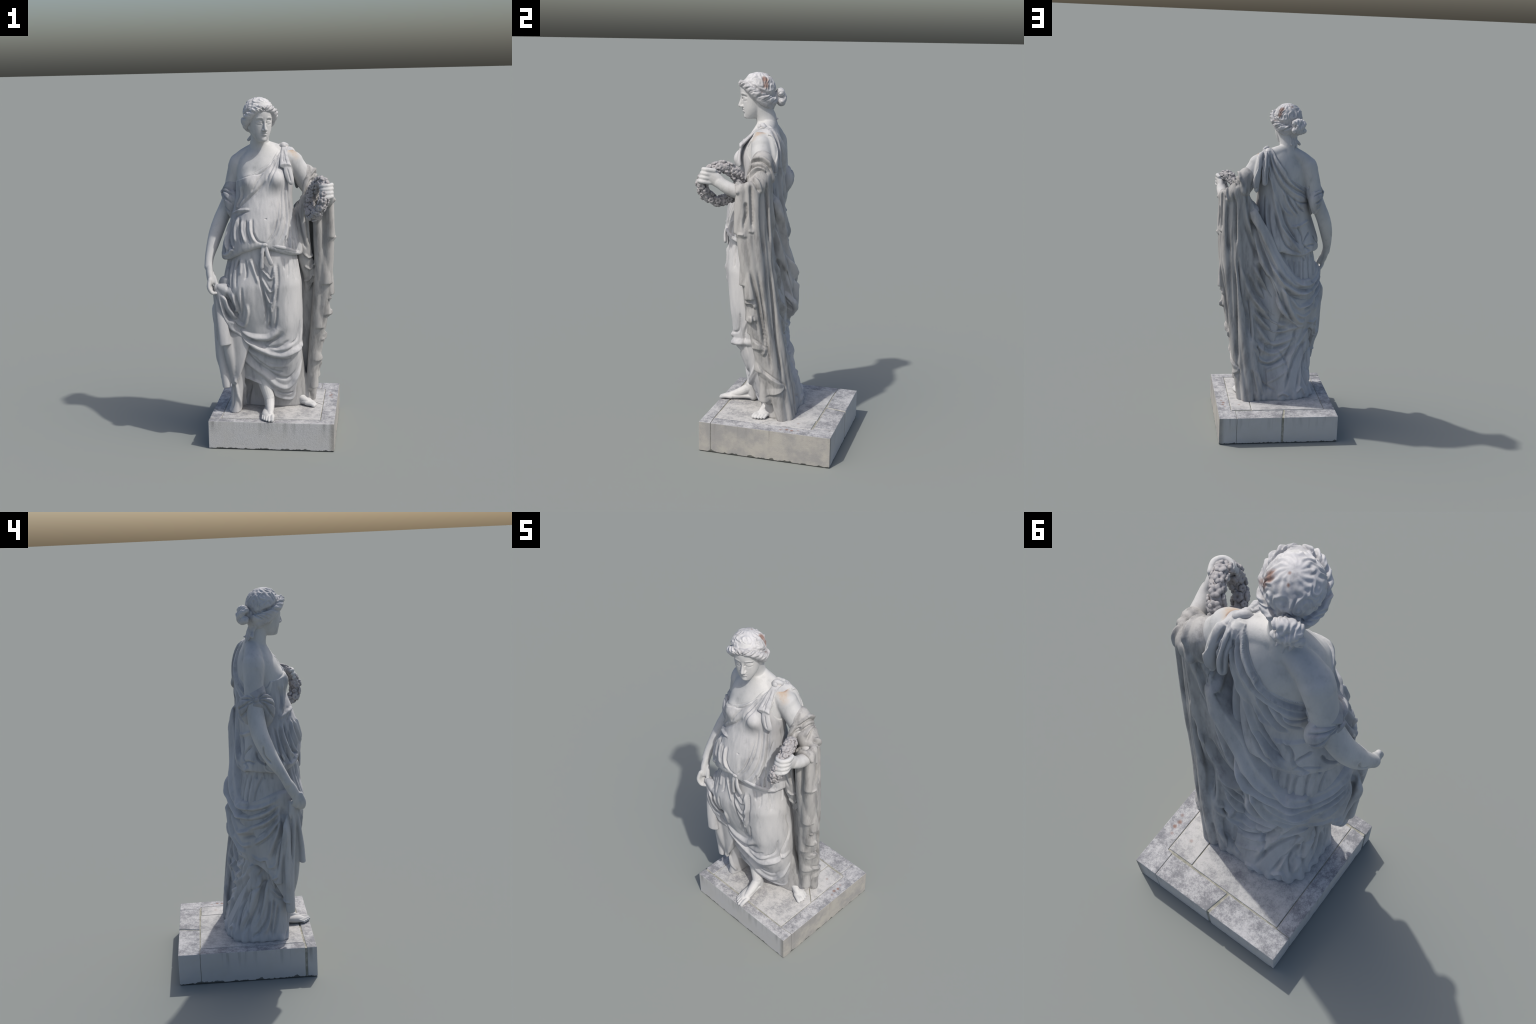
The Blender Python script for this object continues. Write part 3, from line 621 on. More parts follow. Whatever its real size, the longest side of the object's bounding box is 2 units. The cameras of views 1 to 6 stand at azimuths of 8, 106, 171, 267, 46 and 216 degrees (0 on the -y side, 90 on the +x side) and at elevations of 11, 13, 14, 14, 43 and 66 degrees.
crease("drape", "ridge", 22, 14, (120, 35, 643), (69, 36, 555), (13, 21, 513), (-64, 19, 529), (-152, -4, 564))
crease("drape", "groove", 18, 10, (119, 44, 567), (68, 41, 514), (8, 27, 487), (-65, 21, 506))
crease("drape", "ridge", 20, 14, (138, 70, 559), (84, 49, 482), (7, 38, 451), (-69, 24, 488), (-136, 3, 541))
crease("drape", "ridge", 18, 11, (144, 80, 529), (98, 58, 426), (32, 50, 402), (-57, 34, 458))
crease("drape", "groove", 14, 12, (103, 62, 405), (33, 56, 385), (-40, 48, 417), (-90, 29, 457))
crease("drape", "ridge", 16, 8, (65, 67, 345), (1, 65, 369), (-82, 46, 403))
crease("drape", "ridge", 16, 8, (57, 91, 277), (-15, 87, 309), (-90, 60, 357))
crease("drape", "groove", 12, 9, (65, 58, 384), (61, 77, 315), (49, 110, 216))
crease("drape", "groove", 14, 10, (-232, -109, 571), (-151, 12, 450), (-99, 61, 349), (-64, 110, 218))
crease("drape", "groove", 12, 9, (-249, -139, 525), (-190, -2, 410), (-150, 73, 266), (-136, 101, 209))
crease("drape", "groove", 12, 9, (-217, -24, 488), (-220, -6, 321), (-226, 41, 200))
crease("drape", "ridge", 14, 9, (-203, -18, 507), (-174, 20, 375), (-162, 83, 227))
crease("drape", "groove", 12, 9, (150, 100, 368), (133, 112, 287), (115, 123, 206))
crease("drape", "ridge", 16, 10, (119, 105, 369), (90, 102, 265), (73, 111, 200))
crease("drape", "ridge", 14, 10, (-16, 115, 191), (-56, 113, 211), (-98, 113, 189))
crease("drape", "ridge", 14, 10, (-140, 99, 208), (-176, 74, 232), (-202, 81, 182))
crease("drape", "groove", 14, 11, (-210, -14, 442), (-185, 30, 327), (-220, 50, 204))
crease("drape", "groove", 14, 11, (-226, -106, 541), (-220, -73, 406), (-226, -6, 269), (-237, 35, 207))
crease("drape", "ridge", 20, 12, (-220, -85, 533), (-229, -39, 412), (-222, 7, 297), (-217, 65, 204))
crease("drape", "groove", 14, 11, (-233, -120, 408), (-242, -107, 305), (-246, -71, 236), (-255, -14, 186))
crease("drape", "ridge", 16, 10, (-228, -109, 478), (-229, -87, 351), (-240, -30, 229))
crease("drape", "groove", 12, 10, (-236, -146, 407), (-244, -127, 304), (-251, -111, 200))
crease("drape", "groove", 12, 10, (-238, -166, 371), (-244, -154, 302), (-254, -129, 185))
crease("drape", "ridge", 14, 10, (-236, -132, 394), (-245, -117, 291), (-252, -82, 202))
crease("drape", "groove", 12, 9, (111, 70, 422), (93, 91, 294), (-10, 112, 223))
crease("drape", "groove", 12, 9, (-18, 29, 481), (-76, 50, 394), (-89, 83, 291))
crease("drape", "ridge", 14, 9, (-209, -249, 407), (-202, -218, 295), (-191, -182, 188))
crease("drape", "groove", 12, 9, (-232, -232, 362), (-227, -214, 238), (-247, -192, 174))
crease("drape", "groove", 16, 15, (-137, -77, 311), (-157, -63, 225), (-176, -52, 148))
crease("drape", "ridge", 14, 10, (-167, -185, 347), (-181, -85, 233), (-176, -52, 148))
crease("drape", "ridge", 26, 16, (168, -122, 1421), (142, 9, 1329), (93, 21, 1221), (25, 31, 1079), (-50, 45, 953), (-163, 9, 891), (-260, -80, 883))
crease("drape", "ridge", 24, 15, (209, -4, 1561), (171, -25, 1377), (124, 17, 1244), (57, 27, 1094), (-17, 54, 939), (-77, 53, 848))
crease("drape", "groove", 18, 18, (155, 0, 1287), (90, 22, 1149), (24, 42, 1017), (-51, 52, 905))
crease("drape", "groove", 18, 18, (182, -14, 1324), (130, 13, 1187), (72, 30, 1054), (6, 57, 915))
crease("drape", "ridge", 22, 14, (230, 5, 1524), (202, -12, 1324), (136, 8, 1153), (86, 30, 1030), (30, 54, 914))
crease("drape", "groove", 18, 15, (213, -9, 1285), (158, -3, 1142), (97, 3, 989), (44, 0, 849))
crease("drape", "ridge", 24, 18, (56, 33, 1051), (7, 52, 959), (-59, 52, 893), (-147, 21, 841), (-220, -31, 856))
crease("drape", "groove", 20, 15, (35, 44, 997), (-26, 57, 903), (-122, 33, 822), (-221, -30, 827))
crease("drape", "ridge", 20, 12, (-153, 12, 911), (-218, -33, 914))
crease("drape", "groove", 16, 11, (-75, 40, 947), (-154, 14, 882), (-239, -52, 879))
crease("drape", "ridge", 22, 18, (-35, 58, 887), (-81, 57, 754), (-139, 21, 665), (-196, -17, 641))
crease("drape", "groove", 18, 15, (-19, 62, 872), (-64, 63, 740), (-123, 26, 651))
crease("drape", "ridge", 18, 11, (-78, 55, 828), (-142, 27, 751), (-191, -1, 759), (-249, -57, 776))
crease("drape", "ridge", 16, 10, (-108, 44, 733), (-173, 8, 686), (-234, -40, 705))
crease("drape", "groove", 20, 18, (114, 4, 1002), (61, -4, 893), (-6, 9, 781), (-66, 60, 705))
crease("drape", "ridge", 22, 15, (163, 4, 1035), (95, 5, 921), (27, 5, 813), (-50, 58, 713))
crease("drape", "ridge", 22, 15, (235, 22, 1015), (186, 15, 882), (120, 22, 777), (35, 7, 713), (-59, 12, 681))
crease("drape", "groove", 20, 18, (193, 8, 971), (126, 17, 842), (40, 5, 746), (-42, 12, 698))
crease("drape", "groove", 18, 18, (252, 15, 1086), (224, 33, 888), (187, 36, 723), (174, 70, 568))
crease("drape", "groove", 18, 18, (189, 18, 842), (164, 49, 686), (154, 77, 545))
crease("drape", "ridge", 20, 12, (-106, 33, 904), (-174, 3, 887), (-233, -47, 893), (-283, -130, 924), (-287, -199, 971))
crease("drape", "groove", 16, 12, (-123, 28, 874), (-215, -27, 873), (-270, -97, 894), (-291, -165, 937))
crease("drape", "ridge", 18, 12, (-126, 30, 837), (-222, -32, 841), (-280, -115, 882), (-292, -188, 936))
crease("drape", "groove", 16, 11, (-140, 26, 802), (-235, -43, 820), (-284, -121, 857), (-294, -187, 917))
crease("drape", "ridge", 18, 14, (-146, 24, 767), (-181, 6, 757), (-249, -58, 801), (-288, -129, 844), (-295, -180, 897))
crease("drape", "groove", 18, 11, (-175, 11, 728), (-247, -53, 761), (-288, -125, 811), (-296, -179, 871))
crease("drape", "lap", 22, 15, (-298, -184, 850), (-291, -123, 764), (-243, -51, 701))
crease("drape", "groove", 16, 14, (-290, -215, 921), (-308, -195, 812), (-302, -156, 711), (-289, -137, 625))
crease("drape", "ridge", 18, 12, (-294, -199, 896), (-301, -175, 791), (-298, -140, 710), (-282, -118, 637))
crease("drape", "groove", 16, 14, (-292, -202, 935), (-309, -185, 779), (-312, -166, 631), (-298, -149, 544))
crease("drape", "groove", 14, 12, (-295, -227, 908), (-323, -239, 780), (-315, -242, 641))
crease("drape", "ridge", 20, 12, (-297, -215, 875), (-322, -211, 748), (-312, -212, 572), (-301, -215, 442))
crease("drape", "groove", 14, 12, (-322, -243, 894), (-320, -247, 745), (-307, -246, 596))
crease("drape", "lap", 16, 12, (-306, -157, 622), (-294, -145, 590), (-275, -117, 590), (-274, -106, 627), (-253, -80, 616), (-206, -27, 638))
crease("drape", "lap", 14, 11, (-305, -162, 545), (-282, -140, 523), (-274, -117, 572))
crease("drape", "lap", 14, 11, (-294, -230, 390), (-234, -173, 405), (-233, -129, 449))
crease("drape", "groove", 12, 11, (222, -135, 1502), (235, -109, 1548), (259, -58, 1570), (256, -14, 1546), (244, 4, 1506))
crease("drape", "groove", 12, 11, (224, -137, 1489), (272, -70, 1544), (273, -29, 1534), (254, -1, 1506))
crease("drape", "ridge", 14, 10, (219, -133, 1514), (246, -92, 1570), (249, -37, 1579), (243, 2, 1532))
crease("drape", "groove", 11, 10, (289, -105, 1477), (285, -53, 1527), (264, -5, 1502))
crease("drape", "ridge", 12, 9, (277, -102, 1498), (280, -61, 1535), (267, -11, 1515))
crease("drape", "groove", 12, 11, (309, -85, 1481), (335, -49, 1445), (321, -37, 1422))
crease("drape", "ridge", 14, 10, (311, -75, 1485), (321, -38, 1450), (308, -34, 1409))
crease("drape", "groove", 14, 12, (212, -147, 1448), (358, -97, 1348), (368, -103, 1219))
crease("drape", "groove", 14, 12, (340, -81, 1466), (347, -70, 1348), (347, -62, 1231))
crease("drape", "groove", 16, 15, (313, -35, 1410), (315, -28, 1247), (299, -15, 1085))
crease("drape", "lap", 14, 5, (345, -56, 1216), (357, -81, 1218))
crease("drape", "lap", 14, 5, (370, -103, 1201), (368, -138, 1203))
crease("drape", "groove", 16, 15, (167, -15, 1322), (145, 1, 1150), (130, 10, 1051))
crease("drape", "groove", 14, 12, (287, -11, 1472), (268, -7, 1306), (262, 7, 1140))
crease("drape", "groove", 16, 15, (351, -76, 1021), (334, -42, 884), (309, -18, 708), (293, -5, 586))
crease("drape", "groove", 14, 12, (337, -36, 1021), (316, -12, 814), (295, 8, 602), (272, 30, 428))
crease("drape", "groove", 16, 15, (269, 9, 1009), (257, 26, 836), (248, 48, 620), (233, 76, 412))
crease("drape", "lap", 26, 11, (327, -53, 806), (333, -69, 837), (326, -107, 837))
crease("drape", "lap", 26, 11, (336, -67, 773), (338, -63, 747), (320, -78, 723))
crease("drape", "lap", 32, 10, (304, -72, 639), (297, -21, 596), (291, 0, 576), (284, -17, 538))
crease("drape", "lap", 36, 10, (278, -54, 505), (272, -19, 450), (267, 50, 407), (229, 83, 367), (246, 74, 339), (258, -14, 306))
crease("drape", "groove", 14, 12, (179, -97, 1518), (173, -123, 1436), (137, -113, 1372))
crease("drape", "groove", 12, 11, (210, -114, 1563), (177, -71, 1488), (160, -86, 1405))
crease("drape", "ridge", 12, 9, (224, -109, 1569), (185, -84, 1487), (166, -126, 1417))
crease("drape", "groove", 12, 11, (252, -98, 1546), (218, -139, 1493), (189, -144, 1436))
crease("drape", "groove", 14, 12, (158, -140, 1348), (176, -152, 1240), (207, -143, 1136))
crease("drape", "lap", 12, 11, (241, -69, 1121), (220, -133, 1085), (188, -142, 1113))
crease("drape", "groove", 12, 10, (202, -148, 1350), (215, -145, 1239), (228, -132, 1156))
crease("drape", "lap", 12, 11, (252, -123, 1055), (225, -116, 1015), (191, -126, 1041))
crease("drape", "lap", 12, 11, (247, -111, 985), (223, -97, 956), (186, -75, 935))
crease("drape", "ridge", 22, 18, (141, 20, 818), (73, 19, 709), (-11, 13, 643), (-94, 8, 633))
crease("drape", "groove", 18, 15, (123, 25, 745), (54, 17, 650), (-13, 14, 606), (-95, 9, 610))
crease("drape", "ridge", 20, 16, (88, -1, 960), (28, 4, 838), (-31, 67, 758), (-95, 43, 674))
crease("drape", "groove", 18, 15, (61, 38, 971), (13, 60, 871), (-47, 66, 774))
crease("drape", "groove", 18, 15, (128, 8, 946), (58, 1, 812), (-8, 11, 723), (-75, 12, 672))
crease("drape", "ridge", 18, 12, (24, 41, 1021), (-18, 56, 919), (-61, 61, 830))
crease("drape", "groove", 14, 12, (-145, -2, 616), (-99, 16, 503), (-57, 55, 390))
crease("drape", "ridge", 16, 11, (-179, -9, 614), (-124, 13, 485), (-90, 52, 380), (-56, 94, 277))
crease("drape", "ridge", 16, 11, (67, 37, 541), (93, 55, 443))
crease("drape", "ridge", 18, 12, (-235, -61, 610), (-151, 0, 499), (-80, 42, 417))

# ------------------------------------------------------------------ materials
def nt(name, rough=.75):
    m = bpy.data.materials.new(name); m.use_nodes = True; t = m.node_tree
    b = t.nodes["Principled BSDF"]; b.inputs["Roughness"].default_value = rough; b.inputs["Specular IOR Level"].default_value = .3
    co = t.nodes.new("ShaderNodeTexCoord").outputs["Object"]
    return m, t, b, co
def noise_tex(t, co, scale, detail=6, rough=.6, stretch=(1, 1, 1)):
    mp = t.nodes.new("ShaderNodeMapping"); mp.inputs["Scale"].default_value = stretch; t.links.new(co, mp.inputs["Vector"])
    n = t.nodes.new("ShaderNodeTexNoise"); n.inputs["Scale"].default_value = scale; n.inputs["Detail"].default_value = detail; n.inputs["Roughness"].default_value = rough
    t.links.new(mp.outputs[0], n.inputs["Vector"]); return n.outputs["Fac"]
def ramp(t, fac, a, b):
    r = t.nodes.new("ShaderNodeMapRange"); r.interpolation_type = "SMOOTHSTEP"; r.inputs["From Min"].default_value = a; r.inputs["From Max"].default_value = b
    t.links.new(fac, r.inputs["Value"]); return r.outputs[0]
def mathn(t, op, a, b=None):
    n = t.nodes.new("ShaderNodeMath"); n.operation = op
    for i, v in enumerate((a, b)):
        if v is None: continue
        if isinstance(v, (int, float)): n.inputs[i].default_value = v
        else: t.links.new(v, n.inputs[i])
    return n.outputs[0]
def mix(t, fac, a, b):
    n = t.nodes.new("ShaderNodeMix"); n.data_type = "RGBA"
    if isinstance(fac, (int, float)): n.inputs["Factor"].default_value = fac
    else: t.links.new(fac, n.inputs["Factor"])
    for k, v in ((6, a), (7, b)):
        if isinstance(v, tuple): n.inputs[k].default_value = (*v, 1)
        else: t.links.new(v, n.inputs[k])
    return n.outputs[2]
def near(t, co, p, radius, wob=None):
    """1 near point p, fading to 0 at the radius, edge broken by a noise."""
    d = t.nodes.new("ShaderNodeVectorMath"); d.operation = "DISTANCE"; t.links.new(co, d.inputs[0]); d.inputs[1].default_value = p
    v = d.outputs["Value"]
    if wob is not None: v = mathn(t, "ADD", v, mathn(t, "MULTIPLY", mathn(t, "SUBTRACT", wob, .5), radius * 1.6))
    r = t.nodes.new("ShaderNodeMapRange"); r.inputs["From Min"].default_value = radius * .35; r.inputs["From Max"].default_value = radius; r.inputs["To Min"].default_value = 1; r.inputs["To Max"].default_value = 0
    t.links.new(v, r.inputs["Value"]); return r.outputs[0]
def bump(t, b, h, dist=.002, strength=.4):
    n = t.nodes.new("ShaderNodeBump"); n.inputs["Distance"].default_value = dist; n.inputs["Strength"].default_value = strength
    t.links.new(h, n.inputs["Height"]); t.links.new(n.outputs[0], b.inputs["Normal"])

def marble(name, base, grey, stain=.5, speck=.3, spots=(), stretch=(1, 1, .5), grain=.35, dirt=None):
    m, t, b, co = nt(name)
    big = noise_tex(t, co, 7, 5, .6, stretch); mid = noise_tex(t, co, 28, 6, .65, stretch); fine = noise_tex(t, co, 190, 4, .7)
    c = mix(t, mathn(t, "MULTIPLY", ramp(t, big, .38, .72), stain), base, grey)
    c = mix(t, mathn(t, "MULTIPLY", ramp(t, mid, .52, .78), speck), c, tuple(v * .45 for v in grey))
    c = mix(t, mathn(t, "MULTIPLY", ramp(t, fine, .35, .75), .25), c, tuple(v * .75 for v in base))
    if dirt:          # soot and lichen on the weather side of the cloak
        x = t.nodes.new("ShaderNodeSeparateXYZ"); t.links.new(co, x.inputs[0])
        w = ramp(t, mathn(t, "ADD", x.outputs["X"], mathn(t, "MULTIPLY", mathn(t, "SUBTRACT", big, .5), .25)), -.06, .28)
        c = mix(t, w, c, mix(t, ramp(t, mid, .4, .7), *dirt))
    for p, r, col, k in spots:
        c = mix(t, mathn(t, "MULTIPLY", near(t, co, p, r, mid), k), c, col)
    t.links.new(c, b.inputs["Base Color"])
    bump(t, b, mathn(t, "ADD", fine, mathn(t, "MULTIPLY", mid, .8)), .0016, grain)
    return m

RUST, OCHRE = (.17, .085, .06), (.37, .28, .20)
MARBLE = marble("marble_skin", (.52, .52, .515), (.36, .37, .38), .7, .25,
                [((.125, -.10, 1.70), .045, OCHRE, .8), ((.120, -.09, 1.705), .024, RUST, .85), ((.15, -.115, 1.66), .03, OCHRE, .5),
                 ((.335, -.17, 1.40), .07, (.26, .25, .245), .6), ((.34, -.26, 1.47), .06, (.36, .355, .35), .45)])
CLOTH = marble("marble_cloth", (.485, .485, .49), (.285, .295, .315), .95, .38, [((.05, -.27, 1.50), .05, (.30, .30, .31), .5)], (1, 1, .25))
CLOAK = marble("marble_cloak", (.48, .48, .485), (.31, .315, .325), .75, .3, (), (1, 1, .2), dirt=((.365, .36, .352), (.215, .213, .21)))
HAIR = marble("marble_hair", (.52, .52, .53), (.30, .30, .31), .7, .5,
              [(tuple(hp(-.025, .06, 1.96)), .026, RUST, .85), (tuple(hp(-.03, .075, 1.935)), .024, RUST, .75), (tuple(hp(-.03, .01, 2.0)), .008, RUST, .8), (tuple(hp(-.06, .01, 1.985)), .008, RUST, .8), (tuple(hp(.0, .09, 1.9)), .015, RUST, .5)])
LICHEN = marble("lichened_marble", (.36, .35, .355), (.20, .195, .205), .7, .6, (), (1, 1, 1), .7)

# ------------------------------------------------------------------ assembly
scene = bpy.context.scene
statue = bpy.data.objects.new("marble_statue", None); scene.collection.objects.link(statue)
statue["label"] = "weathered white marble statue of a draped woman holding a flower wreath"
statue["category"] = "garden statue"
def put(name, me, mat, parent=statue, smooth=True):
    me.materials.clear(); me.materials.append(mat); me.name = name
    me.polygons.foreach_set("use_smooth", [smooth] * len(me.polygons))
    o = bpy.data.objects.new(name, me); scene.collection.objects.link(o); o.parent = parent
    return o
def put_regions(S, names, label, mats):
    """Cut one skin into named regions that share border vertices and normals."""
    N = S.normals(0)
    for i, nm in enumerate(names):
        F = S.F[label == i]
        if not len(F): continue
        u, inv = np.unique(F, return_inverse=True)
        me = to_mesh(nm, S.V[u], [tuple(f) for f in inv.reshape(-1, 4).tolist()])
        put(nm.split("#")[0], me, mats[i])
        me.normals_split_custom_set_from_vertices([tuple(n) for n in N[u]])

# --- flesh and bodice: one skin
tags = []
P = flesh_pieces()
S = fuse(P, .0028, 4)
V = S.V
handmask = (V[:, 0] > .28) & (V[:, 1] < -.2) | (V[:, 2] < 1.06) & (V[:, 0] < -.27) | (V[:, 2] > 1.745)
S.relax(14, .6, np.where(handmask, 0., 1.)); S.relax(2)
V = S.V
def armside(V):
    """signed masks: which vertices belong to either arm"""
    zz = V[:, 2]
    r_in = np.interp(zz, [1.0, 1.25, 1.33, 1.45, 1.53, 1.60, 1.66], [-.28, -.255, -.228, -.195, -.178, -.165, -.17])
    l_in = np.interp(zz, [1.36, 1.42, 1.5, 1.56, 1.62, 1.68], [.21, .175, .142, .128, .108, .104])
    l_in = np.where((V[:, 1] > -.05) & (zz > 1.5), l_in + .035, l_in)
    return (V[:, 0] < r_in) | ((zz < 1.25) & (V[:, 0] < -.255) & (V[:, 1] < -.18) & (zz < 1.09)), V[:, 0] > l_in
def neckline(V):
    x = V[:, 0]
    zf = np.interp(x, [-.19, -.12, -.05, .02, .055, .082], [1.532, 1.558, 1.583, 1.635, 1.675, 1.722])
    zb = np.interp(x, [-.19, -.15, -.06, 0, .03, .055], [1.49, 1.50, 1.56, 1.625, 1.67, 1.735])
    w = np.clip((V[:, 1] + .13) / .06, 0, 1)
    return zf * (1 - w) + zb * w - V[:, 2]
S.swell([((-.108, -.25, 1.535), .048, .036), ((.055, -.245, 1.553), .048, .036), ((-.085, -.31, 1.23), .11, .007), ((-.13, -.02, 1.40), .05, .018)]); V = S.V
ra, la = armside(V)
g = np.where(ra | la, -1, neckline(V))
cl = np.clip(g / .004 + .5, 0, 1)
S.V += S.normals() * (.005 * cl)[:, None]
S.carve(FOLDS["flesh"] + face_strokes())
wrinkle(S, .0022, 34, 7, cl)
fc = S.V[S.F].mean(1); ra, la = armside(fc); gz = neckline(fc)
names = ["torso", "tunic_bodice", "neck", "head", "arm", "arm", "hand", "hand"]
lab = np.zeros(len(fc), int); lab[gz > 0] = 1
lab[fc[:, 2] > 1.722] = 2
hd = (fc - HEAD0) @ FWD
lab[fc[:, 2] > np.interp(hd, [-.06, .03, .06], [1.81, 1.772, 1.75])] = 3
lab[ra & (fc[:, 2] < 1.7)] = 4; lab[la & (fc[:, 2] < 1.70)] = 5
lab[ra & (fc[:, 2] < 1.075)] = 6; lab[la & (fc[:, 1] < -.222)] = 7
put_regions(S, names, lab, [MARBLE, CLOTH, MARBLE, MARBLE, MARBLE, MARBLE, MARBLE, MARBLE])

# --- feet
for h, t, s, f in (((-.022, -.138, .165), (-.012, -.350, .165), (-.06, -.15, .38), 1), ((.085, .004, .165), (.250, -.060, .165), (.118, -.02, .38), -1)):
    put("foot", fuse(foot(h, t, s, f), .0022, 2).mesh("foot"), MARBLE)

# --- garments
S = fuse(skirt_pieces(), .0032, 10)
S.swell([((.10, -.30, .80), .09, .012), ((-.11, -.29, .76), .08, .010), ((.105, -.24, .57), .075, .036), ((.10, -.20, .45), .06, .013), ((.11, -.25, .70), .08, .018), ((-.16, -.27, .90), .10, .034), ((-.2, -.23, 1.0), .06, .012), ((.0, -.28, .70), .04, -.012)])
S.carve(FOLDS["skirt"]); wrinkle(S, .0025, 26, 6); S.relax(1, .4); put("skirt", S.mesh("skirt"), CLOTH)

S = fuse(cloak_pieces() + under_pieces(), .0034, 9)
S.carve(FOLDS["drape"]); wrinkle(S, .002, 20, 6); S.relax(1, .4)
fc = S.V[S.F].mean(1); az = np.degrees(np.arctan2(fc[:, 0] - WRAP_C[0], WRAP_C[1] - fc[:, 1])) % 360
under = (fc[:, 2] < ring_interp(az, WRAP_BOT)) & (fc[:, 0] < np.interp(fc[:, 2], [.165, .5, .8, 1.1], [.06, .08, .10, .13]))
put_regions(S, ["cloak", "underskirt"], under.astype(int), [CLOAK, CLOAK])

for name, pieces, vx, rl, folds in (("sleeve", sleeve_pieces(), .0028, 5, SLEEVE_FOLDS), ("shoulder_flap", flap_pieces(), .0025, 3, FLAP_FOLDS), ("belt", belt_pieces(), .0028, 2, [])):
    S = fuse(pieces, vx, rl); S.carve(folds); put(name, S.mesh(name), CLOTH)
put("brooch", to_mesh("brooch", *ball((.080, -.112, 1.723), (.016, .012, .016))), CLOTH)
put("brooch", to_mesh("brooch", *ball((-.280, -.093, 1.465), (.008, .012, .012))), CLOTH)

# --- hair
S = fuse(hair_pieces(), .0026, 4); S.carve(hair_strokes()); hair_waves(S); put("hair", S.mesh("hair"), HAIR)
S = fuse(bun_pieces(), .0024, 3)
S.V += S.normals() * np.array([.002 * math.sin(1500 * (v @ SIDE) * .25 + 5 * noise.noise(Vector(v * 40))) for v in S.V])[:, None]
put("hair_bun", S.mesh("hair_bun"), HAIR)

# --- wreath
rng = random.Random(4)
S = fuse(wreath_ring(), .003, 1)
S.V += S.normals() * np.array([.006 * noise.noise(Vector(v * 45)) + .003 * noise.noise(Vector(v * 110)) for v in S.V])[:, None]
wreath = put("wreath", S.mesh("wreath"), LICHEN)
flower = rosette().mesh("rosette"); flower.materials.append(LICHEN); flower.polygons.foreach_set("use_smooth", [True] * len(flower.polygons))
first = None
for i in range(22):
    for j in range(4):
        t = (i + rng.uniform(-.3, .3) + (j % 2) * .5) / 22 * 2 * math.pi; p = (j + rng.uniform(-.25, .25)) / 4 * 2 * math.pi + i * .4
        rad = math.cos(t) * W1 + math.sin(t) * W2
        n = math.cos(p) * rad + math.sin(p) * W3
        c = WC + rad * WR + n * (WT - .001)
        if np.linalg.norm(c - np.array([.335, -.31, 1.49])) < .040: continue
        o = bpy.data.objects.new("rosette", flower); scene.collection.objects.link(o); o.parent = wreath
        o.rotation_mode = "QUATERNION"; q = Vector(n).to_track_quat("Z", "Y"); o.rotation_quaternion = q
        k = rng.uniform(.65, 1.3); o.scale = (k, k * rng.uniform(.85, 1.1), k * rng.uniform(.9, 1.5)); o.location = c

# --- plinth
def block(name, outline, z0, z1, bev, mat, parent, rough=.0):
    """Stone slab with a polygonal plan, worn edges and a slightly uneven face."""
    bm = bmesh.new(); vs = [bm.verts.new((x, y, z0)) for x, y in outline]; f = bm.faces.new(vs)
    if f.normal.z > 0: f.normal_flip()
    r = bmesh.ops.extrude_face_region(bm, geom=[f])
    for v in r["geom"]:
        if isinstance(v, bmesh.types.BMVert): v.co.z = z1
    bmesh.ops.recalc_face_normals(bm, faces=bm.faces)
    bmesh.ops.bevel(bm, geom=list(bm.edges), offset=bev, segments=2, affect="EDGES", profile=.6)
    me = bpy.data.meshes.new(name); bm.to_mesh(me); bm.free()
    return put(name, me, mat, parent, False)
PX0, PX1, PY0, PY1, PZ = -.357, .368, -.347, .375, .165

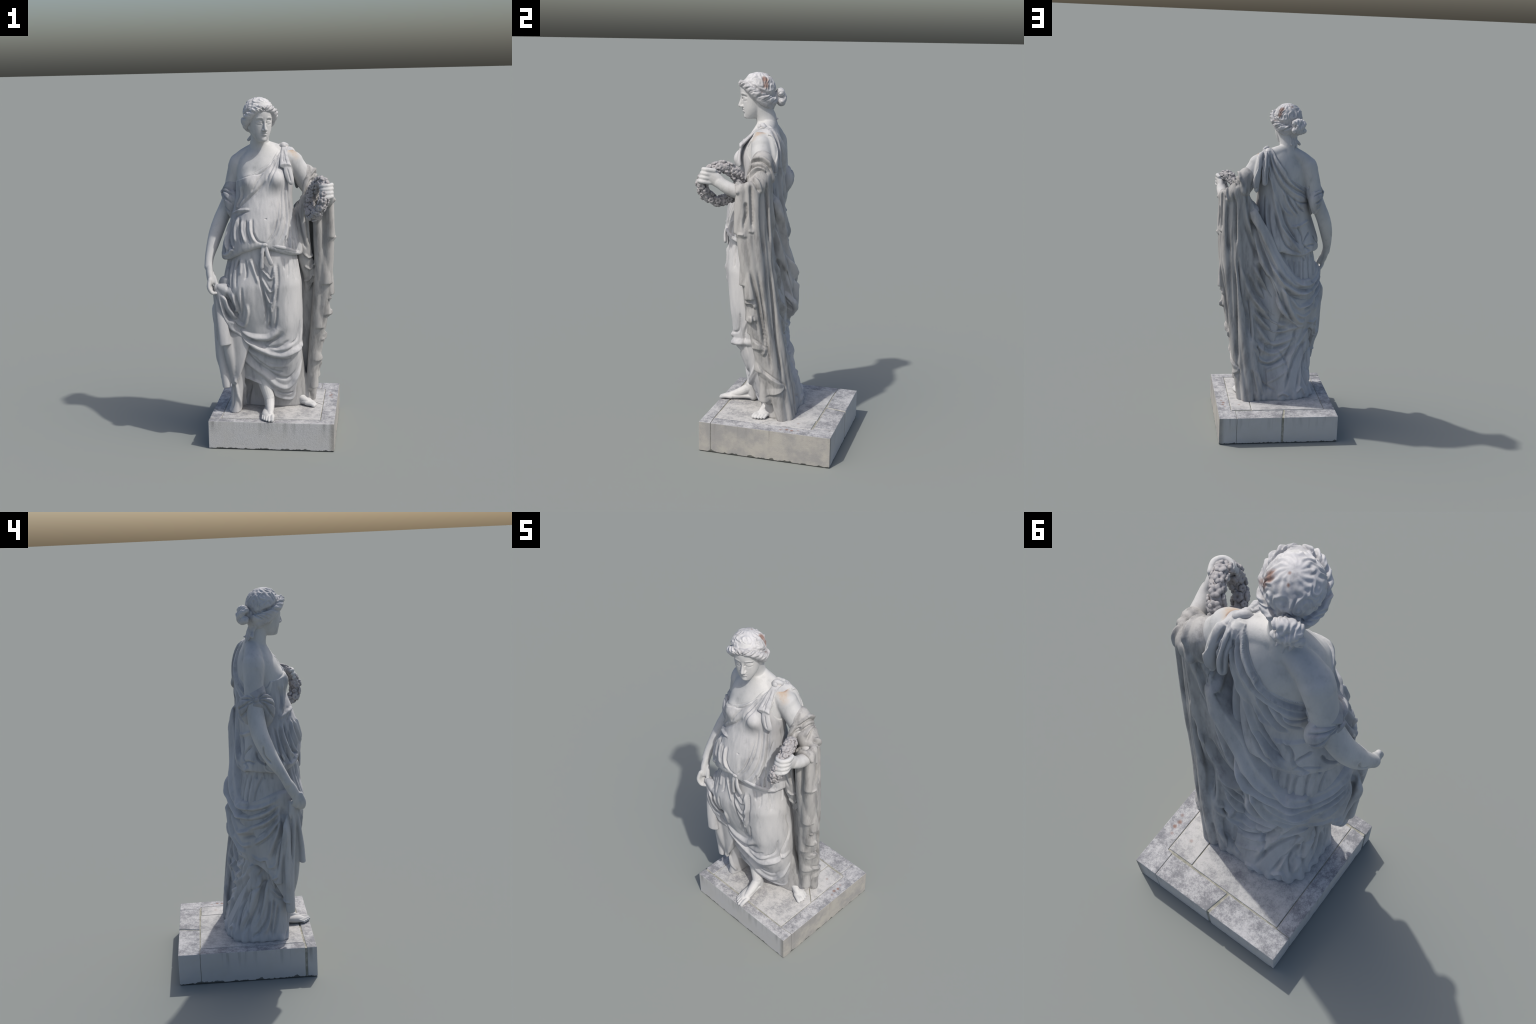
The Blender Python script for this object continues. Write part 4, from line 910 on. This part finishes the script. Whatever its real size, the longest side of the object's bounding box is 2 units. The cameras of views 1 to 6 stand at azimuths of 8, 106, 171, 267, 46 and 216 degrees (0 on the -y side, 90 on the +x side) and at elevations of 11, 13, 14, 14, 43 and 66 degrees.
def slab(name, lo, hi, k, top_base):
    m, t, b, co = nt(name, .85)
    SIDEC, GREYC = (.49, .49, .49), (.17, .175, .19)
    big = noise_tex(t, co, 9, 6, .65); mid = noise_tex(t, co, 45, 8, .72); fine = noise_tex(t, co, 220, 4, .7)
    geo = t.nodes.new("ShaderNodeNewGeometry"); sx = t.nodes.new("ShaderNodeSeparateXYZ"); t.links.new(geo.outputs["Normal"], sx.inputs[0])
    pz = t.nodes.new("ShaderNodeSeparateXYZ"); t.links.new(co, pz.inputs[0])
    up = ramp(t, sx.outputs["Z"], .4, .8)
    mixed = mathn(t, "ADD", mathn(t, "ADD", mathn(t, "MULTIPLY", big, .5), mathn(t, "MULTIPLY", mid, .45)), mathn(t, "MULTIPLY", fine, .25))
    top = mix(t, mathn(t, "MULTIPLY", ramp(t, mixed, lo, hi), k), top_base, GREYC)
    streak = noise_tex(t, co, 30, 5, .6, (1, 1, .06))
    drip = mathn(t, "MULTIPLY", ramp(t, streak, .5, .75), ramp(t, pz.outputs["Z"], .06, .165))
    side = mix(t, mathn(t, "MULTIPLY", ramp(t, big, .4, .7), .35), SIDEC, (.46, .45, .41))
    east = mathn(t, "MULTIPLY", ramp(t, pz.outputs["X"], .33, .36), .8)          # sooty, ochre-tinged face
    side = mix(t, east, side, mix(t, ramp(t, big, .38, .66), (.215, .212, .205), (.335, .32, .285)))
    side = mix(t, mathn(t, "MULTIPLY", drip, .6), side, (.16, .16, .155))
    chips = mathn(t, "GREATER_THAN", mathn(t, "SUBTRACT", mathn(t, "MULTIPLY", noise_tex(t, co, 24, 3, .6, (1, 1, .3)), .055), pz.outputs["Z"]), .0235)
    side = mix(t, mathn(t, "MULTIPLY", chips, .85), side, (.06, .065, .06))
    c = mix(t, up, side, top)
    for p, r, w in (((.325, .13, .165), .014, .7), ((.33, .16, .165), .012, .8), ((.335, .10, .165), .011, .5), ((.32, .19, .165), .010, .4), ((.23, .17, .165), .010, .4)):
        c = mix(t, mathn(t, "MULTIPLY", near(t, co, p, r, mid), w), c, (.22, .11, .075))
    t.links.new(c, b.inputs["Base Color"]); bump(t, b, mathn(t, "ADD", mid, fine), .003, .6)
    return m
BORDER = slab("lichened_border_stone", .48, .70, .9, (.48, .48, .487))
FLOOR = slab("worn_floor_stone", .50, .78, .85, (.49, .487, .48))
mort, t, b, co = nt("mortar", .95); t.links.new(mix(t, ramp(t, noise_tex(t, co, 30), .4, .65), (.24, .24, .20), (.38, .37, .33)), b.inputs["Base Color"])

plinth = block("plinth", [(PX0 + .004, PY0 + .004), (PX1 - .004, PY0 + .004), (PX1 - .004, PY1 - .004), (PX0 + .004, PY1 - .004)], .0, PZ - .004, .003, mort, statue)
X0, X1, Y0, Y1 = -.287, .284, -.292, .257      # inner slabs
gq = .0022
for poly in ([(PX0, PY0), (PX1, PY0), (PX1, -.281), (X1, -.288), (X0, -.294), (PX0, -.297)],                # front course
             [(PX1, -.279), (PX1, PY1), (.262, PY1), (.262, Y1 + .004), (X1 + .004, Y1), (X1 + .004, -.284)],   # +x course
             [(.260, PY1), (-.010, PY1), (-.034, Y1 + .006), (.260, Y1 + .006)],
             [(-.024, PY1), (PX0, PY1), (PX0, Y1 + .006), (-.046, Y1 + .006)],
             [(PX0, Y1 + .004), (PX0, -.284), (X0 - .02, -.288), (X0 - .004, -.288), (X0 - .004, Y1 + .004)]):
    block("border_block", poly, .001, PZ, .003, BORDER, plinth)
for poly in ([(X0, Y0 + .008), (X1, Y0 + .01), (X1, -.032), (.19, .05), (.158, .06), (.158, Y1 - .002), (X0, Y1)],
             [(X1, -.027), (X1, Y1 - .006), (.163, Y1 - .006), (.163, .064), (.192, .054)]):
    block("floor_slab", poly, .02, PZ + .0005, .0025, FLOOR, plinth)
